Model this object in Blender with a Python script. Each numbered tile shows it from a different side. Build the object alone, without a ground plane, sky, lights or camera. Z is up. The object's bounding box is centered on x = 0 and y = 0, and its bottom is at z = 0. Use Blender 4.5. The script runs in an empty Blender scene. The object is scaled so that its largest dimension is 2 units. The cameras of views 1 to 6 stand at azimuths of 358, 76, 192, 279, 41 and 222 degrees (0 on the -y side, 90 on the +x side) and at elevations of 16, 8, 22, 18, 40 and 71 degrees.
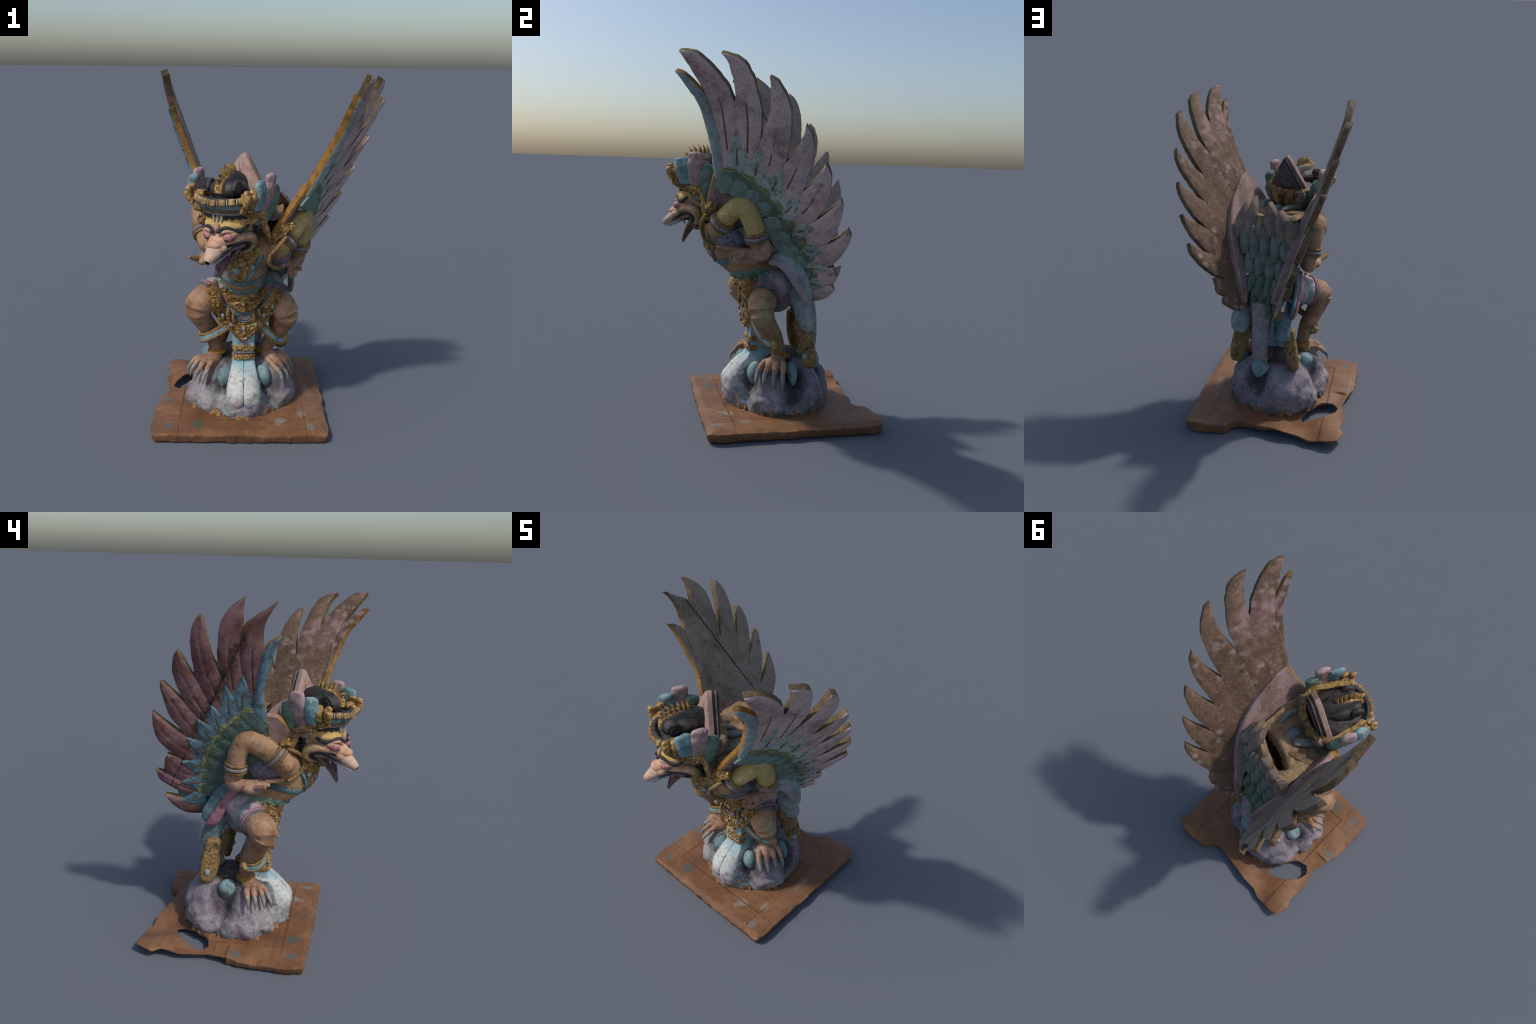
import bpy, bmesh, math, random
import numpy as np
from mathutils import Vector, Matrix, noise
from mathutils.bvhtree import BVHTree

V = Vector
random.seed(7)

# ------------------------------------------------------------------ colour helpers
def lin(h, k=1.0):
    h = h.lstrip('#')
    c = [int(h[i:i + 2], 16) / 255 for i in (0, 2, 4)]
    if c[2] > c[0]:                       # blue-dominant tones greyed and warmed to offset bluish sky light
        m = sum(c) / 3
        c = [m + (c[0] - m) * .72 + .008, m + (c[1] - m) * .72, m + (c[2] - m) * .72 - .012]
    return tuple(min(1, (x / 12.92 if x <= .04045 else ((x + .055) / 1.055) ** 2.4) * k) for x in c) + (1,)

class Nodes:
    def __init__(s, mat):
        mat.use_nodes = True
        s.t = mat.node_tree
        s.t.nodes.clear()
        s.out = s.n('ShaderNodeOutputMaterial')
        s.bsdf = s.n('ShaderNodeBsdfPrincipled')
        s.l(s.bsdf.outputs[0], s.out.inputs[0])
        s.co = s.n('ShaderNodeTexCoord').outputs['Object']
    def n(s, k):
        return s.t.nodes.new(k)
    def l(s, a, b):
        s.t.links.new(a, b)
    def noise(s, scale, detail=5, rough=.6, co=None, dist=0):
        x = s.n('ShaderNodeTexNoise')
        x.inputs['Scale'].default_value = scale
        x.inputs['Detail'].default_value = detail
        x.inputs['Roughness'].default_value = rough
        x.inputs['Distortion'].default_value = dist
        s.l(co or s.co, x.inputs['Vector'])
        return x.outputs['Fac']
    def vor(s, scale, feature='F1', co=None, rnd=1):
        x = s.n('ShaderNodeTexVoronoi')
        x.feature = feature
        x.inputs['Scale'].default_value = scale
        x.inputs['Randomness'].default_value = rnd
        s.l(co or s.co, x.inputs['Vector'])
        return x.outputs['Distance']
    def ramp(s, fac, stops, mode='LINEAR'):
        x = s.n('ShaderNodeValToRGB')
        x.color_ramp.interpolation = mode
        e = x.color_ramp.elements
        while len(e) < len(stops):
            e.new(.5)
        for i, (p, c) in enumerate(stops):
            e[i].position = p
            e[i].color = c if isinstance(c, tuple) else lin(c)
        s.l(fac, x.inputs[0])
        return x.outputs[0]
    def mask(s, fac, lo, hi):
        x = s.n('ShaderNodeMapRange')
        x.interpolation_type = 'SMOOTHSTEP'
        x.inputs[1].default_value = lo
        x.inputs[2].default_value = hi
        s.l(fac, x.inputs[0])
        return x.outputs[0]
    def math(s, op, a, b=None, c=None):
        x = s.n('ShaderNodeMath')
        x.operation = op
        for i, v in enumerate((a, b, c)):
            if v is None:
                continue
            if isinstance(v, (int, float)):
                x.inputs[i].default_value = v
            else:
                s.l(v, x.inputs[i])
        return x.outputs[0]
    def mix(s, fac, a, b, mode='MIX'):
        x = s.n('ShaderNodeMix')
        x.data_type = 'RGBA'
        x.blend_type = mode
        for sock, v in ((x.inputs[0], fac), (x.inputs[6], a), (x.inputs[7], b)):
            if isinstance(v, (int, float)):
                sock.default_value = v
            elif isinstance(v, str):
                sock.default_value = lin(v)
            elif isinstance(v, tuple):
                sock.default_value = v
            else:
                s.l(v, sock)
        return x.outputs[2]
    def dot(s, vec, off=0.0):
        x = s.n('ShaderNodeVectorMath')
        x.operation = 'DOT_PRODUCT'
        s.l(s.co, x.inputs[0])
        x.inputs[1].default_value = vec
        return s.math('ADD', x.outputs['Value'], off)
    def dist(s, p, scale=(1, 1, 1)):
        a = s.n('ShaderNodeVectorMath'); a.operation = 'SUBTRACT'
        s.l(s.co, a.inputs[0]); a.inputs[1].default_value = p
        b = s.n('ShaderNodeVectorMath'); b.operation = 'MULTIPLY'
        s.l(a.outputs[0], b.inputs[0]); b.inputs[1].default_value = scale
        c = s.n('ShaderNodeVectorMath'); c.operation = 'LENGTH'
        s.l(b.outputs[0], c.inputs[0])
        return c.outputs['Value']
    def bump(s, h, strength=.3, distance=.004):
        x = s.n('ShaderNodeBump')
        x.inputs['Strength'].default_value = strength
        x.inputs['Distance'].default_value = distance
        s.l(h, x.inputs['Height'])
        s.l(x.outputs[0], s.bsdf.inputs['Normal'])

MATS = {}
def paint(name, cols, scale=7, spots=(), rough=.72, bump=.25, bscale=70, metallic=0, grain=.22, zones=None, k=1.0, weather=1.0):
    """Weathered paint: a noise blend of related tones, overlaid patches, fine grain and bump."""
    m = bpy.data.materials.new(name)
    N = Nodes(m)
    f = N.noise(scale, 6, .62)
    lo, hi = .34, .66
    st = [(lo + (hi - lo) * i / max(1, len(cols) - 1), c) for i, c in enumerate(cols)]
    c = N.ramp(f, st) if len(cols) > 1 else N.mix(0.0, cols[0], cols[0])
    if zones:
        c = zones(N, c)
    for (h, kind, sc, a, b, amt) in spots:
        g = N.noise(sc, 5, .65) if kind == 'n' else N.vor(sc)
        mk = N.mask(g, a, b)
        c = N.mix(N.math('MULTIPLY', mk, amt), c, h)
    if weather:
        c = N.mix(N.math('MULTIPLY', N.mask(N.noise(3.3, 5, .65), .46, .68), .5 * weather), c, N.mix(1.0, c, '#8c7a68', 'MULTIPLY'))
        c = N.mix(N.math('MULTIPLY', N.mask(N.noise(17, 5, .7), .55, .68), .35 * weather), c, N.mix(1.0, c, '#80705f', 'MULTIPLY'))
        c = N.mix(N.math('MULTIPLY', N.mask(N.noise(11, 5, .7), .58, .72), .28 * weather), c, '#b4aca0')
        hair = N.math('ABSOLUTE', N.math('SUBTRACT', N.noise(13, 6, .62, None, .6), .5))
        c = N.mix(N.math('MULTIPLY', N.math('MULTIPLY', N.mask(hair, .012, .002), N.mask(N.noise(6, 2), .45, .6)), .55 * weather), c, '#2e2620')
        c = N.mix(N.math('MULTIPLY', N.mask(N.noise(48, 3, .6), .6, .7), .45 * weather), c, '#40352c')
    fine = N.noise(110, 4, .7)
    v = N.ramp(fine, [(.3, (1 - grain,) * 3 + (1,)), (.7, (1 + grain * .6,) * 3 + (1,))])
    c = N.mix(1.0, c, v, 'MULTIPLY')
    if k != 1.0:
        c = N.mix(1.0, c, (k, k, k, 1), 'MULTIPLY')
    N.l(c, N.bsdf.inputs['Base Color'])
    N.bsdf.inputs['Roughness'].default_value = rough
    N.bsdf.inputs['Metallic'].default_value = metallic
    N.bsdf.inputs['Specular IOR Level'].default_value = .3
    if bump:
        N.bump(N.math('ADD', N.noise(bscale, 5, .7), N.math('MULTIPLY', N.noise(bscale * .25, 4, .65), 1.6)), bump * 1.3)
    MATS[name] = m
    return m

# ------------------------------------------------------------------ geometry helpers
ROOT = bpy.data.objects.new('winged_bird_deity_statue', None)
bpy.context.scene.collection.objects.link(ROOT)
ROOT['label'] = 'weathered painted carving of a winged bird-headed guardian on a rock'
ROOT['category'] = 'statue'

def link(o, parent=ROOT, stuff=False):
    bpy.context.scene.collection.objects.link(o)
    o.parent = parent
    if stuff:
        o['kind'] = 'stuff'
    return o

def make_mesh(name, verts, faces, mats, fmat=None, smooth=True, sharp=None, recalc=True):
    me = bpy.data.meshes.new(name)
    me.from_pydata([tuple(v) for v in verts], [], faces)
    for m in (mats if isinstance(mats, (list, tuple)) else [mats]):
        me.materials.append(m)
    if fmat is not None:
        me.polygons.foreach_set('material_index', np.array(fmat, dtype=np.int32))
    if recalc:
        bm = bmesh.new(); bm.from_mesh(me)
        bmesh.ops.recalc_face_normals(bm, faces=bm.faces)
        bm.to_mesh(me); bm.free()
    me.polygons.foreach_set('use_smooth', [smooth] * len(me.polygons))
    if sharp is not None:
        me.set_sharp_from_angle(angle=math.radians(sharp))
    me.update()
    return me

def add(name, vf, mats, parent=ROOT, fmat=None, smooth=True, sharp=None, stuff=False, matrix=None):
    o = bpy.data.objects.new(name, make_mesh(name, vf[0], vf[1], mats, fmat, smooth, sharp))
    link(o, parent, stuff)
    if matrix is not None:
        o.matrix_basis = matrix
    return o

def cr(pts, n):
    """Catmull-Rom resample of points (any dimension) at n evenly spread parameters."""
    P = np.array([list(p) if hasattr(p, '__len__') else [p] for p in pts], float)
    P = np.vstack([2 * P[0] - P[1], P, 2 * P[-1] - P[-2]])
    m = len(P) - 3
    out = []
    for t in np.linspace(0, m, n):
        i = min(int(t), m - 1); u = t - i
        p0, p1, p2, p3 = P[i:i + 4]
        out.append(.5 * (2 * p1 + (p2 - p0) * u + (2 * p0 - 5 * p1 + 4 * p2 - p3) * u * u + (3 * p1 - p0 - 3 * p2 + p3) * u ** 3))
    return np.array(out)

def even(pts, n):
    """Catmull-Rom resample evenly by arc length."""
    d = cr(pts, max(80, n * 4))
    s = np.concatenate([[0], np.cumsum(np.linalg.norm(np.diff(d, axis=0), axis=1))])
    q = np.linspace(0, s[-1], n)
    return np.stack([np.interp(q, s, d[:, k]) for k in range(d.shape[1])], 1)

def tube(path, radii, seg=20, n=24, up=(0, 0, 1), round_ends=True, even_spaced=False):
    """Loft of ellipses along a spline. radii: r or (across, along-up)."""
    R = [(r, r) if not hasattr(r, '__len__') else r for r in radii]
    P = cr(path, n); Q = cr(R, n)
    if round_ends:
        t0 = P[0] - P[1]; t0 /= np.linalg.norm(t0) + 1e-9
        t1 = P[-1] - P[-2]; t1 /= np.linalg.norm(t1) + 1e-9
        cap = [(.985, .17), (.87, .5), (.6, .8), (.25, .97)]
        h0 = [P[0] + t0 * Q[0].min() * s for c, s in cap][::-1]; g0 = [Q[0] * c for c, s in cap][::-1]
        h1 = [P[-1] + t1 * Q[-1].min() * s for c, s in cap]; g1 = [Q[-1] * c for c, s in cap]
        P = np.vstack([h0, P, h1]); Q = np.vstack([g0, Q, g1])
    T = np.gradient(P, axis=0)
    vs, fs = [], []
    upv = np.array(up, float)
    prev = None
    for p, t, q in zip(P, T, Q):
        t = t / (np.linalg.norm(t) + 1e-9)
        a = np.cross(upv, t)
        if np.linalg.norm(a) < 1e-3:
            a = prev if prev is not None else np.cross((1, 0, 0), t)
        a = a / np.linalg.norm(a)
        if prev is not None and a @ prev < 0:
            a = -a
        prev = a
        b = np.cross(t, a)
        for k in range(seg):
            w = 2 * math.pi * k / seg
            vs.append(p + a * math.cos(w) * q[0] + b * math.sin(w) * q[1])
    m = len(P)
    for i in range(m - 1):
        for k in range(seg):
            fs.append((i * seg + k, i * seg + (k + 1) % seg, (i + 1) * seg + (k + 1) % seg, (i + 1) * seg + k))
    fs.append(tuple(range(seg))[::-1])
    fs.append(tuple(range((m - 1) * seg, m * seg)))
    return vs, fs

def ball(c, r, rot=None, nu=24, nv=14):
    r = (r, r, r) if not hasattr(r, '__len__') else r
    vs = [V((0, 0, 1))]
    for j in range(1, nv):
        ph = math.pi * j / nv
        for i in range(nu):
            th = 2 * math.pi * i / nu
            vs.append(V((math.sin(ph) * math.cos(th), math.sin(ph) * math.sin(th), math.cos(ph))))
    vs.append(V((0, 0, -1)))
    fs = [(0, 1 + i, 1 + (i + 1) % nu) for i in range(nu)]
    for j in range(nv - 2):
        for i in range(nu):
            a = 1 + j * nu + i; b = 1 + j * nu + (i + 1) % nu
            fs.append((a, a + nu, b + nu, b))
    L = len(vs) - 1
    fs += [(L, 1 + (nv - 2) * nu + (i + 1) % nu, 1 + (nv - 2) * nu + i) for i in range(nu)]
    M = rot if rot is not None else Matrix.Identity(3)
    return [V(c) + M @ V((v.x * r[0], v.y * r[1], v.z * r[2])) for v in vs], fs

def join(parts):
    vs, fs = [], []
    for v, f in parts:
        o = len(vs)
        vs += [V(x) for x in v]
        fs += [tuple(i + o for i in q) for q in f]
    return vs, fs

def basis(z, x=(1, 0, 0)):
    z = V(z).normalized(); x = V(x); x = (x - z * x.dot(z)).normalized(); y = z.cross(x)
    return Matrix((x, y, z)).transposed()

def remesh(vf, voxel, smooth=4, factor=.5):
    me = bpy.data.meshes.new('tmp'); me.from_pydata([tuple(v) for v in vf[0]], [], vf[1])
    bm = bmesh.new(); bm.from_mesh(me); bmesh.ops.recalc_face_normals(bm, faces=bm.faces); bm.to_mesh(me); bm.free()
    o = bpy.data.objects.new('tmp', me); bpy.context.scene.collection.objects.link(o)
    r = o.modifiers.new('r', 'REMESH'); r.mode = 'VOXEL'; r.voxel_size = voxel
    if smooth:
        s = o.modifiers.new('s', 'SMOOTH'); s.factor = factor; s.iterations = smooth
    dg = bpy.context.evaluated_depsgraph_get(); dg.update()
    m2 = bpy.data.meshes.new_from_object(o.evaluated_get(dg))
    vs = [v.co.copy() for v in m2.vertices]; fs = [tuple(p.vertices) for p in m2.polygons]
    bpy.data.objects.remove(o); bpy.data.meshes.remove(me); bpy.data.meshes.remove(m2)
    return vs, fs

def vnormals(vs, fs):
    A = np.array([tuple(v) for v in vs]); N = np.zeros_like(A)
    for k in (3, 4):
        F = np.array([f for f in fs if len(f) == k])
        if len(F):
            n = np.cross(A[F[:, 2]] - A[F[:, 0]], A[F[:, -1]] - A[F[:, 1]]) if k == 4 else np.cross(A[F[:, 1]] - A[F[:, 0]], A[F[:, 2]] - A[F[:, 0]])
            for j in range(k):
                np.add.at(N, F[:, j], n)
    return N / (np.linalg.norm(N, axis=1, keepdims=True) + 1e-12)

def rough_up(vf, amp, scale, seed=0, octaves=3):
    """Push vertices along their normals by fractal noise."""
    N = vnormals(*vf); o = V((seed * 7.3, seed * 3.1, seed))
    return [V(v) + V(n) * amp * noise.fractal(V(v) * scale + o, 1.0, 2.0, octaves) for v, n in zip(vf[0], N)], vf[1]

def extrude_outline(pts, z0, z1, bevel=.006):
    """Solid from a 2D outline between z0 and z1 with chamfered rims."""
    P = np.array(pts, float); n = len(P)
    area = .5 * np.sum(P[:, 0] * np.roll(P[:, 1], -1) - np.roll(P[:, 0], -1) * P[:, 1])
    if area < 0:
        P = P[::-1]
    T = np.roll(P, -1, 0) - np.roll(P, 1, 0); T /= np.linalg.norm(T, axis=1, keepdims=True) + 1e-9
    inn = np.stack([-T[:, 1], T[:, 0]], 1)
    rings = [(P + inn * bevel, z0), (P, z0 + bevel), (P, z1 - bevel), (P + inn * bevel, z1)]
    vs = [(p[0], p[1], z) for r, z in rings for p in r]
    fs = []
    for k in range(3):
        for i in range(n):
            fs.append((k * n + i, k * n + (i + 1) % n, (k + 1) * n + (i + 1) % n, (k + 1) * n + i))
    fs.append(tuple(range(n))[::-1]); fs.append(tuple(range(3 * n, 4 * n)))
    return vs, fs

def strip_solid(left, right, normals, height, thick, cross=9):
    """Solid ribbon between two 3D edge curves; height(i,s) raises the outer face along the normals."""
    n = len(left); vs, fs = [], []
    for i in range(n):
        for j in range(cross):
            s = j / (cross - 1)
            p = V(left[i]) * (1 - s) + V(right[i]) * s
            vs.append(p + V(normals[i]) * height(i / (n - 1), s * 2 - 1, p))
    o = len(vs)
    for i in range(n):
        for j in range(cross):
            s = j / (cross - 1)
            vs.append(V(left[i]) * (1 - s) + V(right[i]) * s - V(normals[i]) * thick)
    q = lambda i, j, b=0: b + i * cross + j
    for i in range(n - 1):
        for j in range(cross - 1):
            fs.append((q(i, j), q(i, j + 1), q(i + 1, j + 1), q(i + 1, j)))
    nf = len(fs)
    for i in range(n - 1):
        for j in range(cross - 1):
            fs.append((q(i, j, o), q(i + 1, j, o), q(i + 1, j + 1, o), q(i, j + 1, o)))
    nb = len(fs)
    for i in range(n - 1):
        fs.append((q(i, 0), q(i + 1, 0), q(i + 1, 0, o), q(i, 0, o)))
        fs.append((q(i, cross - 1), q(i, cross - 1, o), q(i + 1, cross - 1, o), q(i + 1, cross - 1)))
    for j in range(cross - 1):
        fs.append((q(0, j), q(0, j, o), q(0, j + 1, o), q(0, j + 1)))
        fs.append((q(n - 1, j), q(n - 1, j + 1), q(n - 1, j + 1, o), q(n - 1, j, o)))
    return (vs, fs), nf, nb

def filigree(p, cell=.014):
    """Height 0..1 of carved leaf-scroll relief: a spiral curl in every cell, cells parted by grooves."""
    q = V(p) / (cell * 1.7)
    q = q + V((noise.noise(q * .9), noise.noise(q * .9 + V((5, 1, 2))), noise.noise(q * .9 + V((1, 7, 3))))) * .35
    d, pts = noise.voronoi(q)
    e = min(1, max(0, (d[1] - d[0]) * 5.0))
    w = q - pts[0]
    ang = math.atan2(w.z, w.x + w.y * .7)
    curl = .5 + .5 * math.sin(ang * 2 + d[0] * 21)
    return e * (.22 + .78 * curl)

def relief_band(name, path, half, normals, thick, amp, parent=ROOT, cell=.014, res=.0024, tangent_up=None, edge=.15, mats=None):
    """Carved gilt band along a path; raised cells are gilt, the ground between them dark."""
    L = sum((V(path[i + 1]) - V(path[i])).length for i in range(len(path) - 1))
    n = max(12, int(L / res)); P = even(path, n); Nn = cr(normals, n)
    H = cr([(h,) for h in half], n)[:, 0] if hasattr(half, '__len__') else np.full(n, half)
    T = np.gradient(P, axis=0)
    left, right, NN = [], [], []
    for p, t, m, h in zip(P, T, Nn, H):
        m = V(m).normalized(); w = m.cross(V(t)).normalized()
        left.append(V(p) - w * h); right.append(V(p) + w * h); NN.append(m)
    cross = max(7, int(2 * H.max() / res))
    hs = {}
    def height(t, s, p):
        f = filigree(p, cell)
        prof = 1 - max(0, (abs(s) - (1 - edge)) / edge) ** 2 if edge else 1
        hs[len(hs)] = f * prof
        return amp * (f * .9 + .3) * (.25 + .75 * prof)
    vf, nf, nb = strip_solid(left, right, NN, height, thick, cross)
    fm = []
    for k, f in enumerate(vf[1]):
        fm.append(1 if k < nf and sum(hs[i] for i in f) / 4 < .17 else 0)
    return add(name, vf, mats or [MATS['gilt'], MATS['gilt_ground']], parent, fm, sharp=60)

def rope(path, r, pitch=.02, seg=10, n=160, depth=.28, up=(0, 0, 1)):
    """Twisted cord."""
    P = even(path, n); T = np.gradient(P, axis=0); vs, fs = [], []
    L = np.concatenate([[0], np.cumsum(np.linalg.norm(np.diff(P, axis=0), axis=1))])
    prev = None
    for i in range(n):
        t = T[i] / (np.linalg.norm(T[i]) + 1e-9)
        a = np.cross(np.array(up, float), t)
        if np.linalg.norm(a) < 1e-3: a = np.cross((1, 0, 0), t)
        a /= np.linalg.norm(a)
        if prev is not None and a @ prev < 0: a = -a
        prev = a; b = np.cross(t, a)
        for k in range(seg):
            w = 2 * math.pi * k / seg
            rr = r * (1 - depth + depth * abs(math.sin(w + math.pi * L[i] / pitch)) * 1.4)
            vs.append(P[i] + (a * math.cos(w) + b * math.sin(w)) * rr)
    for i in range(n - 1):
        for k in range(seg):
            fs.append((i * seg + k, i * seg + (k + 1) % seg, (i + 1) * seg + (k + 1) % seg, (i + 1) * seg + k))
    fs.append(tuple(range(seg))[::-1]); fs.append(tuple(range((n - 1) * seg, n * seg)))
    return vs, fs

def circle(c, axis, r, n=40, x=(1, 0, 0), a0=0, a1=2 * math.pi, r2=None):
    B = basis(axis, x)
    return [V(c) + B @ V((math.cos(a0 + (a1 - a0) * i / n) * r, math.sin(a0 + (a1 - a0) * i / n) * (r2 or r), 0)) for i in range(n + 1)]

# ------------------------------------------------------------------ materials
K = 1.0
paint('gilt', ['#7c5e34', '#a07e4c', '#c6a66c'], 40, [('#5a3c1c', 'n', 60, .56, .7, .6)], rough=.5, bump=.2, metallic=.1)
paint('gilt_ground', ['#44321e', '#604828'], 40, bump=.2)
paint('ochre', ['#80582c', '#a47838', '#94682f'], 9, [('#4a3018', 'n', 30, .6, .68, .8), ('#8c7a60', 'n', 5, .6, .75, .5)])
paint('rope_gilt', ['#745834', '#987a4c', '#5c4426'], 60, bump=.2)
paint('stone_blue', ['#8aa0a8', '#70909c'], 30, bump=.1, rough=.5)

def skin_zones(N, c):
    x = N.dot((1, 0, 0))
    w = N.math('ADD', x, N.math('MULTIPLY', N.math('SUBTRACT', N.noise(5, 3), .5), .16))
    ol = N.ramp(N.noise(9, 5), [(.35, '#b89c5c'), (.65, '#bca870')])  # olive brightened for the +x arm, which lies in shade
    c = N.mix(N.mask(w, .08, .19), c, ol)
    hd = N.mask(N.dot((0, -.25, -1), 1.12), .12, .17)
    return c
paint('skin', ['#90704f', '#ac8a6a', '#a68466'], 8, [('#84583f', 'n', 10, .56, .74, .5), ('#8c8a7c', 'n', 7, .57, .7, .45), ('#b4bab0', 'n', 26, .66, .73, .4), ('#5c4034', 'n', 90, .66, .74, .5)], bump=.18, zones=skin_zones)
paint('skin_pink', ['#98725e', '#b08c72', '#b49482'], 14, [('#80503c', 'n', 12, .56, .74, .45), ('#4c3a34', 'n', 60, .62, .72, .5)], bump=.18)
paint('skin_leg', ['#7c5c44', '#9c785c', '#ac8a70'], 8, [('#808074', 'n', 6, .57, .7, .4), ('#7c4c38', 'n', 9, .55, .72, .6), ('#a8b4a8', 'n', 24, .67, .73, .5), ('#4c342a', 'n', 90, .68, .74, .5)], bump=.2,
      zones=lambda N, c: N.mix(N.mask(N.dot((1, 0, 0)), .15, .24), c, '#a89870'))  # light-dependent olive tint of the +x side, set by position
paint('claw', ['#94908a', '#74726e', '#a8a498'], 25, bump=.1)
paint('flesh_face', ['#a07c64', '#bc9880', '#b48c7c'], 14, [('#a06058', 'n', 9, .58, .74, .5), ('#8c847c', 'n', 12, .56, .7, .45), ('#d0c8bc', 'n', 16, .62, .74, .45)], bump=.15)
paint('face_yellow', ['#b89454', '#c8a864', '#a88850'], 18, [('#6c5434', 'n', 40, .66, .72, .6)], bump=.12)
paint('black_paint', ['#22242a', '#30343c', '#1c1c20'], 20, [('#8c9094', 'n', 30, .7, .76, .4)], bump=.15, rough=.55)
paint('grey_blue', ['#74787a', '#8a8486', '#6c7070'], 16, [('#8c6064', 'n', 20, .52, .62, .6)], bump=.15)
paint('white_paint', ['#94989a', '#b4b4ae', '#848888'], 25, bump=.1)
paint('eye_pink', ['#945a5c', '#b07c7a', '#845054'], 25, bump=.05, rough=.5)
paint('mouth_pink', ['#7c5c68', '#94707c', '#644c58'], 25, bump=.15)
paint('lobe_blue', ['#54848e', '#6c9ca6', '#94b8be'], 14, [('#566464', 'n', 12, .51, .66, .7)], bump=.25)
paint('lobe_pink', ['#8c7478', '#a48c8c', '#ac9888'], 14, [('#6c5c5c', 'n', 14, .56, .7, .6)], bump=.25)
paint('lobe_green', ['#4c7468', '#608878', '#6c8478'], 14, [('#44544e', 'n', 14, .54, .7, .6), ('#8c7c5c', 'n', 9, .62, .7, .5)], bump=.25)
paint('hair_black', ['#28282c', '#3a3a3e', '#323032'], 12, [('#8a8a90', 'n', 40, .66, .75, .5), ('#5c5850', 'n', 8, .55, .7, .6)], bump=.3, rough=.55)
paint('plate_pink', ['#94706e', '#a48880', '#90806c'], 11, [('#80705c', 'n', 8, .5, .62, .7)], bump=.25)
paint('plate_grey', ['#544c4c', '#665c58', '#44403e'], 16, bump=.3)
paint('bare_wood', ['#866c50', '#9c8466', '#705a42'], 9, [('#4c3a28', 'n', 22, .6, .7, .6)], bump=.4)
paint('cavity_dark', ['#1c1610', '#2a2018'], 9)
paint('cloth_lilac', ['#9c8c94', '#aca0a4', '#8c8488'], 10, [('#946874', 'n', 7, .57, .7, .4), ('#5c545c', 'n', 18, .6, .72, .5)], bump=.2)
paint('cloth_pink', ['#8c5c68', '#a07480', '#7c5460'], 14, [('#5c4c54', 'n', 20, .6, .72, .5)], bump=.2)
paint('cloth_blue', ['#4c7484', '#608a98', '#587880'], 12, [('#44565e', 'n', 14, .52, .68, .6), ('#93a7ad', 'n', 20, .62, .74, .5)], bump=.25)
paint('cloth_grey', ['#50545c', '#6c6e74', '#44464c'], 20, [('#9c9c9c', 'n', 30, .62, .72, .5)], bump=.3)
paint('belt_teal', ['#507a7c', '#68948f', '#5c8084'], 14, [('#344c50', 'n', 16, .56, .68, .7)], bump=.25)
paint('leaf_olive', ['#5c7044', '#70845c'], 20, bump=.2)
def grain_lines(N, c):
    sw = N.math('SINE', N.math('MULTIPLY', N.noise(7, 2, .5, None, .5), 130))
    return N.mix(N.math('MULTIPLY', N.mask(sw, .55, .9), .75), c, '#3a2a1a')
paint('gold_cloth', ['#7c6038', '#9c7e50', '#8a6e44'], 14, zones=grain_lines, spots= [('#40301f', 'n', 26, .56, .64, .8), ('#746a54', 'n', 8, .58, .7, .5)], bump=.3)
paint('petal_blue', ['#64747a', '#7c8a8a', '#84887c'], 9, [('#4c5458', 'n', 10, .55, .7, .6)], bump=.2)
paint('scale_back', ['#6c7c72', '#7e8e84', '#748478'], 10, [('#94a098', 'n', 12, .6, .75, .5), ('#4c544c', 'n', 18, .58, .7, .5)], bump=.3)
paint('scale_low', ['#566c58', '#667c66', '#5c6c54'], 10, [('#3c483c', 'n', 18, .58, .7, .5)], bump=.3)
paint('stake_brown', ['#84746a', '#988678', '#786a5e'], 10, [('#5c5046', 'n', 14, .55, .7, .6)], bump=.35)
paint('flange_pink', ['#8c7470', '#a48a86', '#8a726a'], 6, [('#8a5f44', 'n', 4, .54, .64, .6), ('#544844', 'n', 24, .64, .7, .5)], bump=.2)
paint('tail_paint', ['#8a8084', '#9c9494', '#7c726c'], 9, [('#5c544e', 'n', 10, .55, .7, .6)], bump=.3)

# wing paints: pinkish vanes, with bare mottled backs
def crack(N, c):
    # dark split running across the vanes of one wing
    d = N.math('ABSOLUTE', N.math('ADD', N.dot((.9034, .4289, 0), .1246), N.math('MULTIPLY', N.math('SUBTRACT', N.noise(14, 4), .5), .03)))
    n = N.noise(22, 5, .7)
    st = N.math('MULTIPLY', N.mask(N.math('SUBTRACT', n, N.math('MULTIPLY', d, 6.0)), .3, .46), N.mask(N.dot((0, 1, 0), .62), 0, .1))
    c = N.mix(N.math('MULTIPLY', st, .85), c, '#3c2a22')
    return N.mix(N.mask(d, .0045, .002), c, '#1c1614')
def crack_line(N, c):
    d = N.math('ABSOLUTE', N.math('ADD', N.dot((.9034, .4289, 0), .1246), N.math('MULTIPLY', N.math('SUBTRACT', N.noise(14, 4), .5), .03)))
    return N.mix(N.mask(d, .005, .002), c, '#2c241e')
paint('vane_pink', ['#bca29e', '#d0b6b0', '#ccbab6'], 6, [('#b87e82', 'n', 6, .5, .68, .6), ('#c0c0c0', 'n', 9, .56, .72, .5), ('#84706c', 'n', 22, .6, .7, .4)], bump=.3)  # base tones lightened to make up for this wing's shaded front
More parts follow.
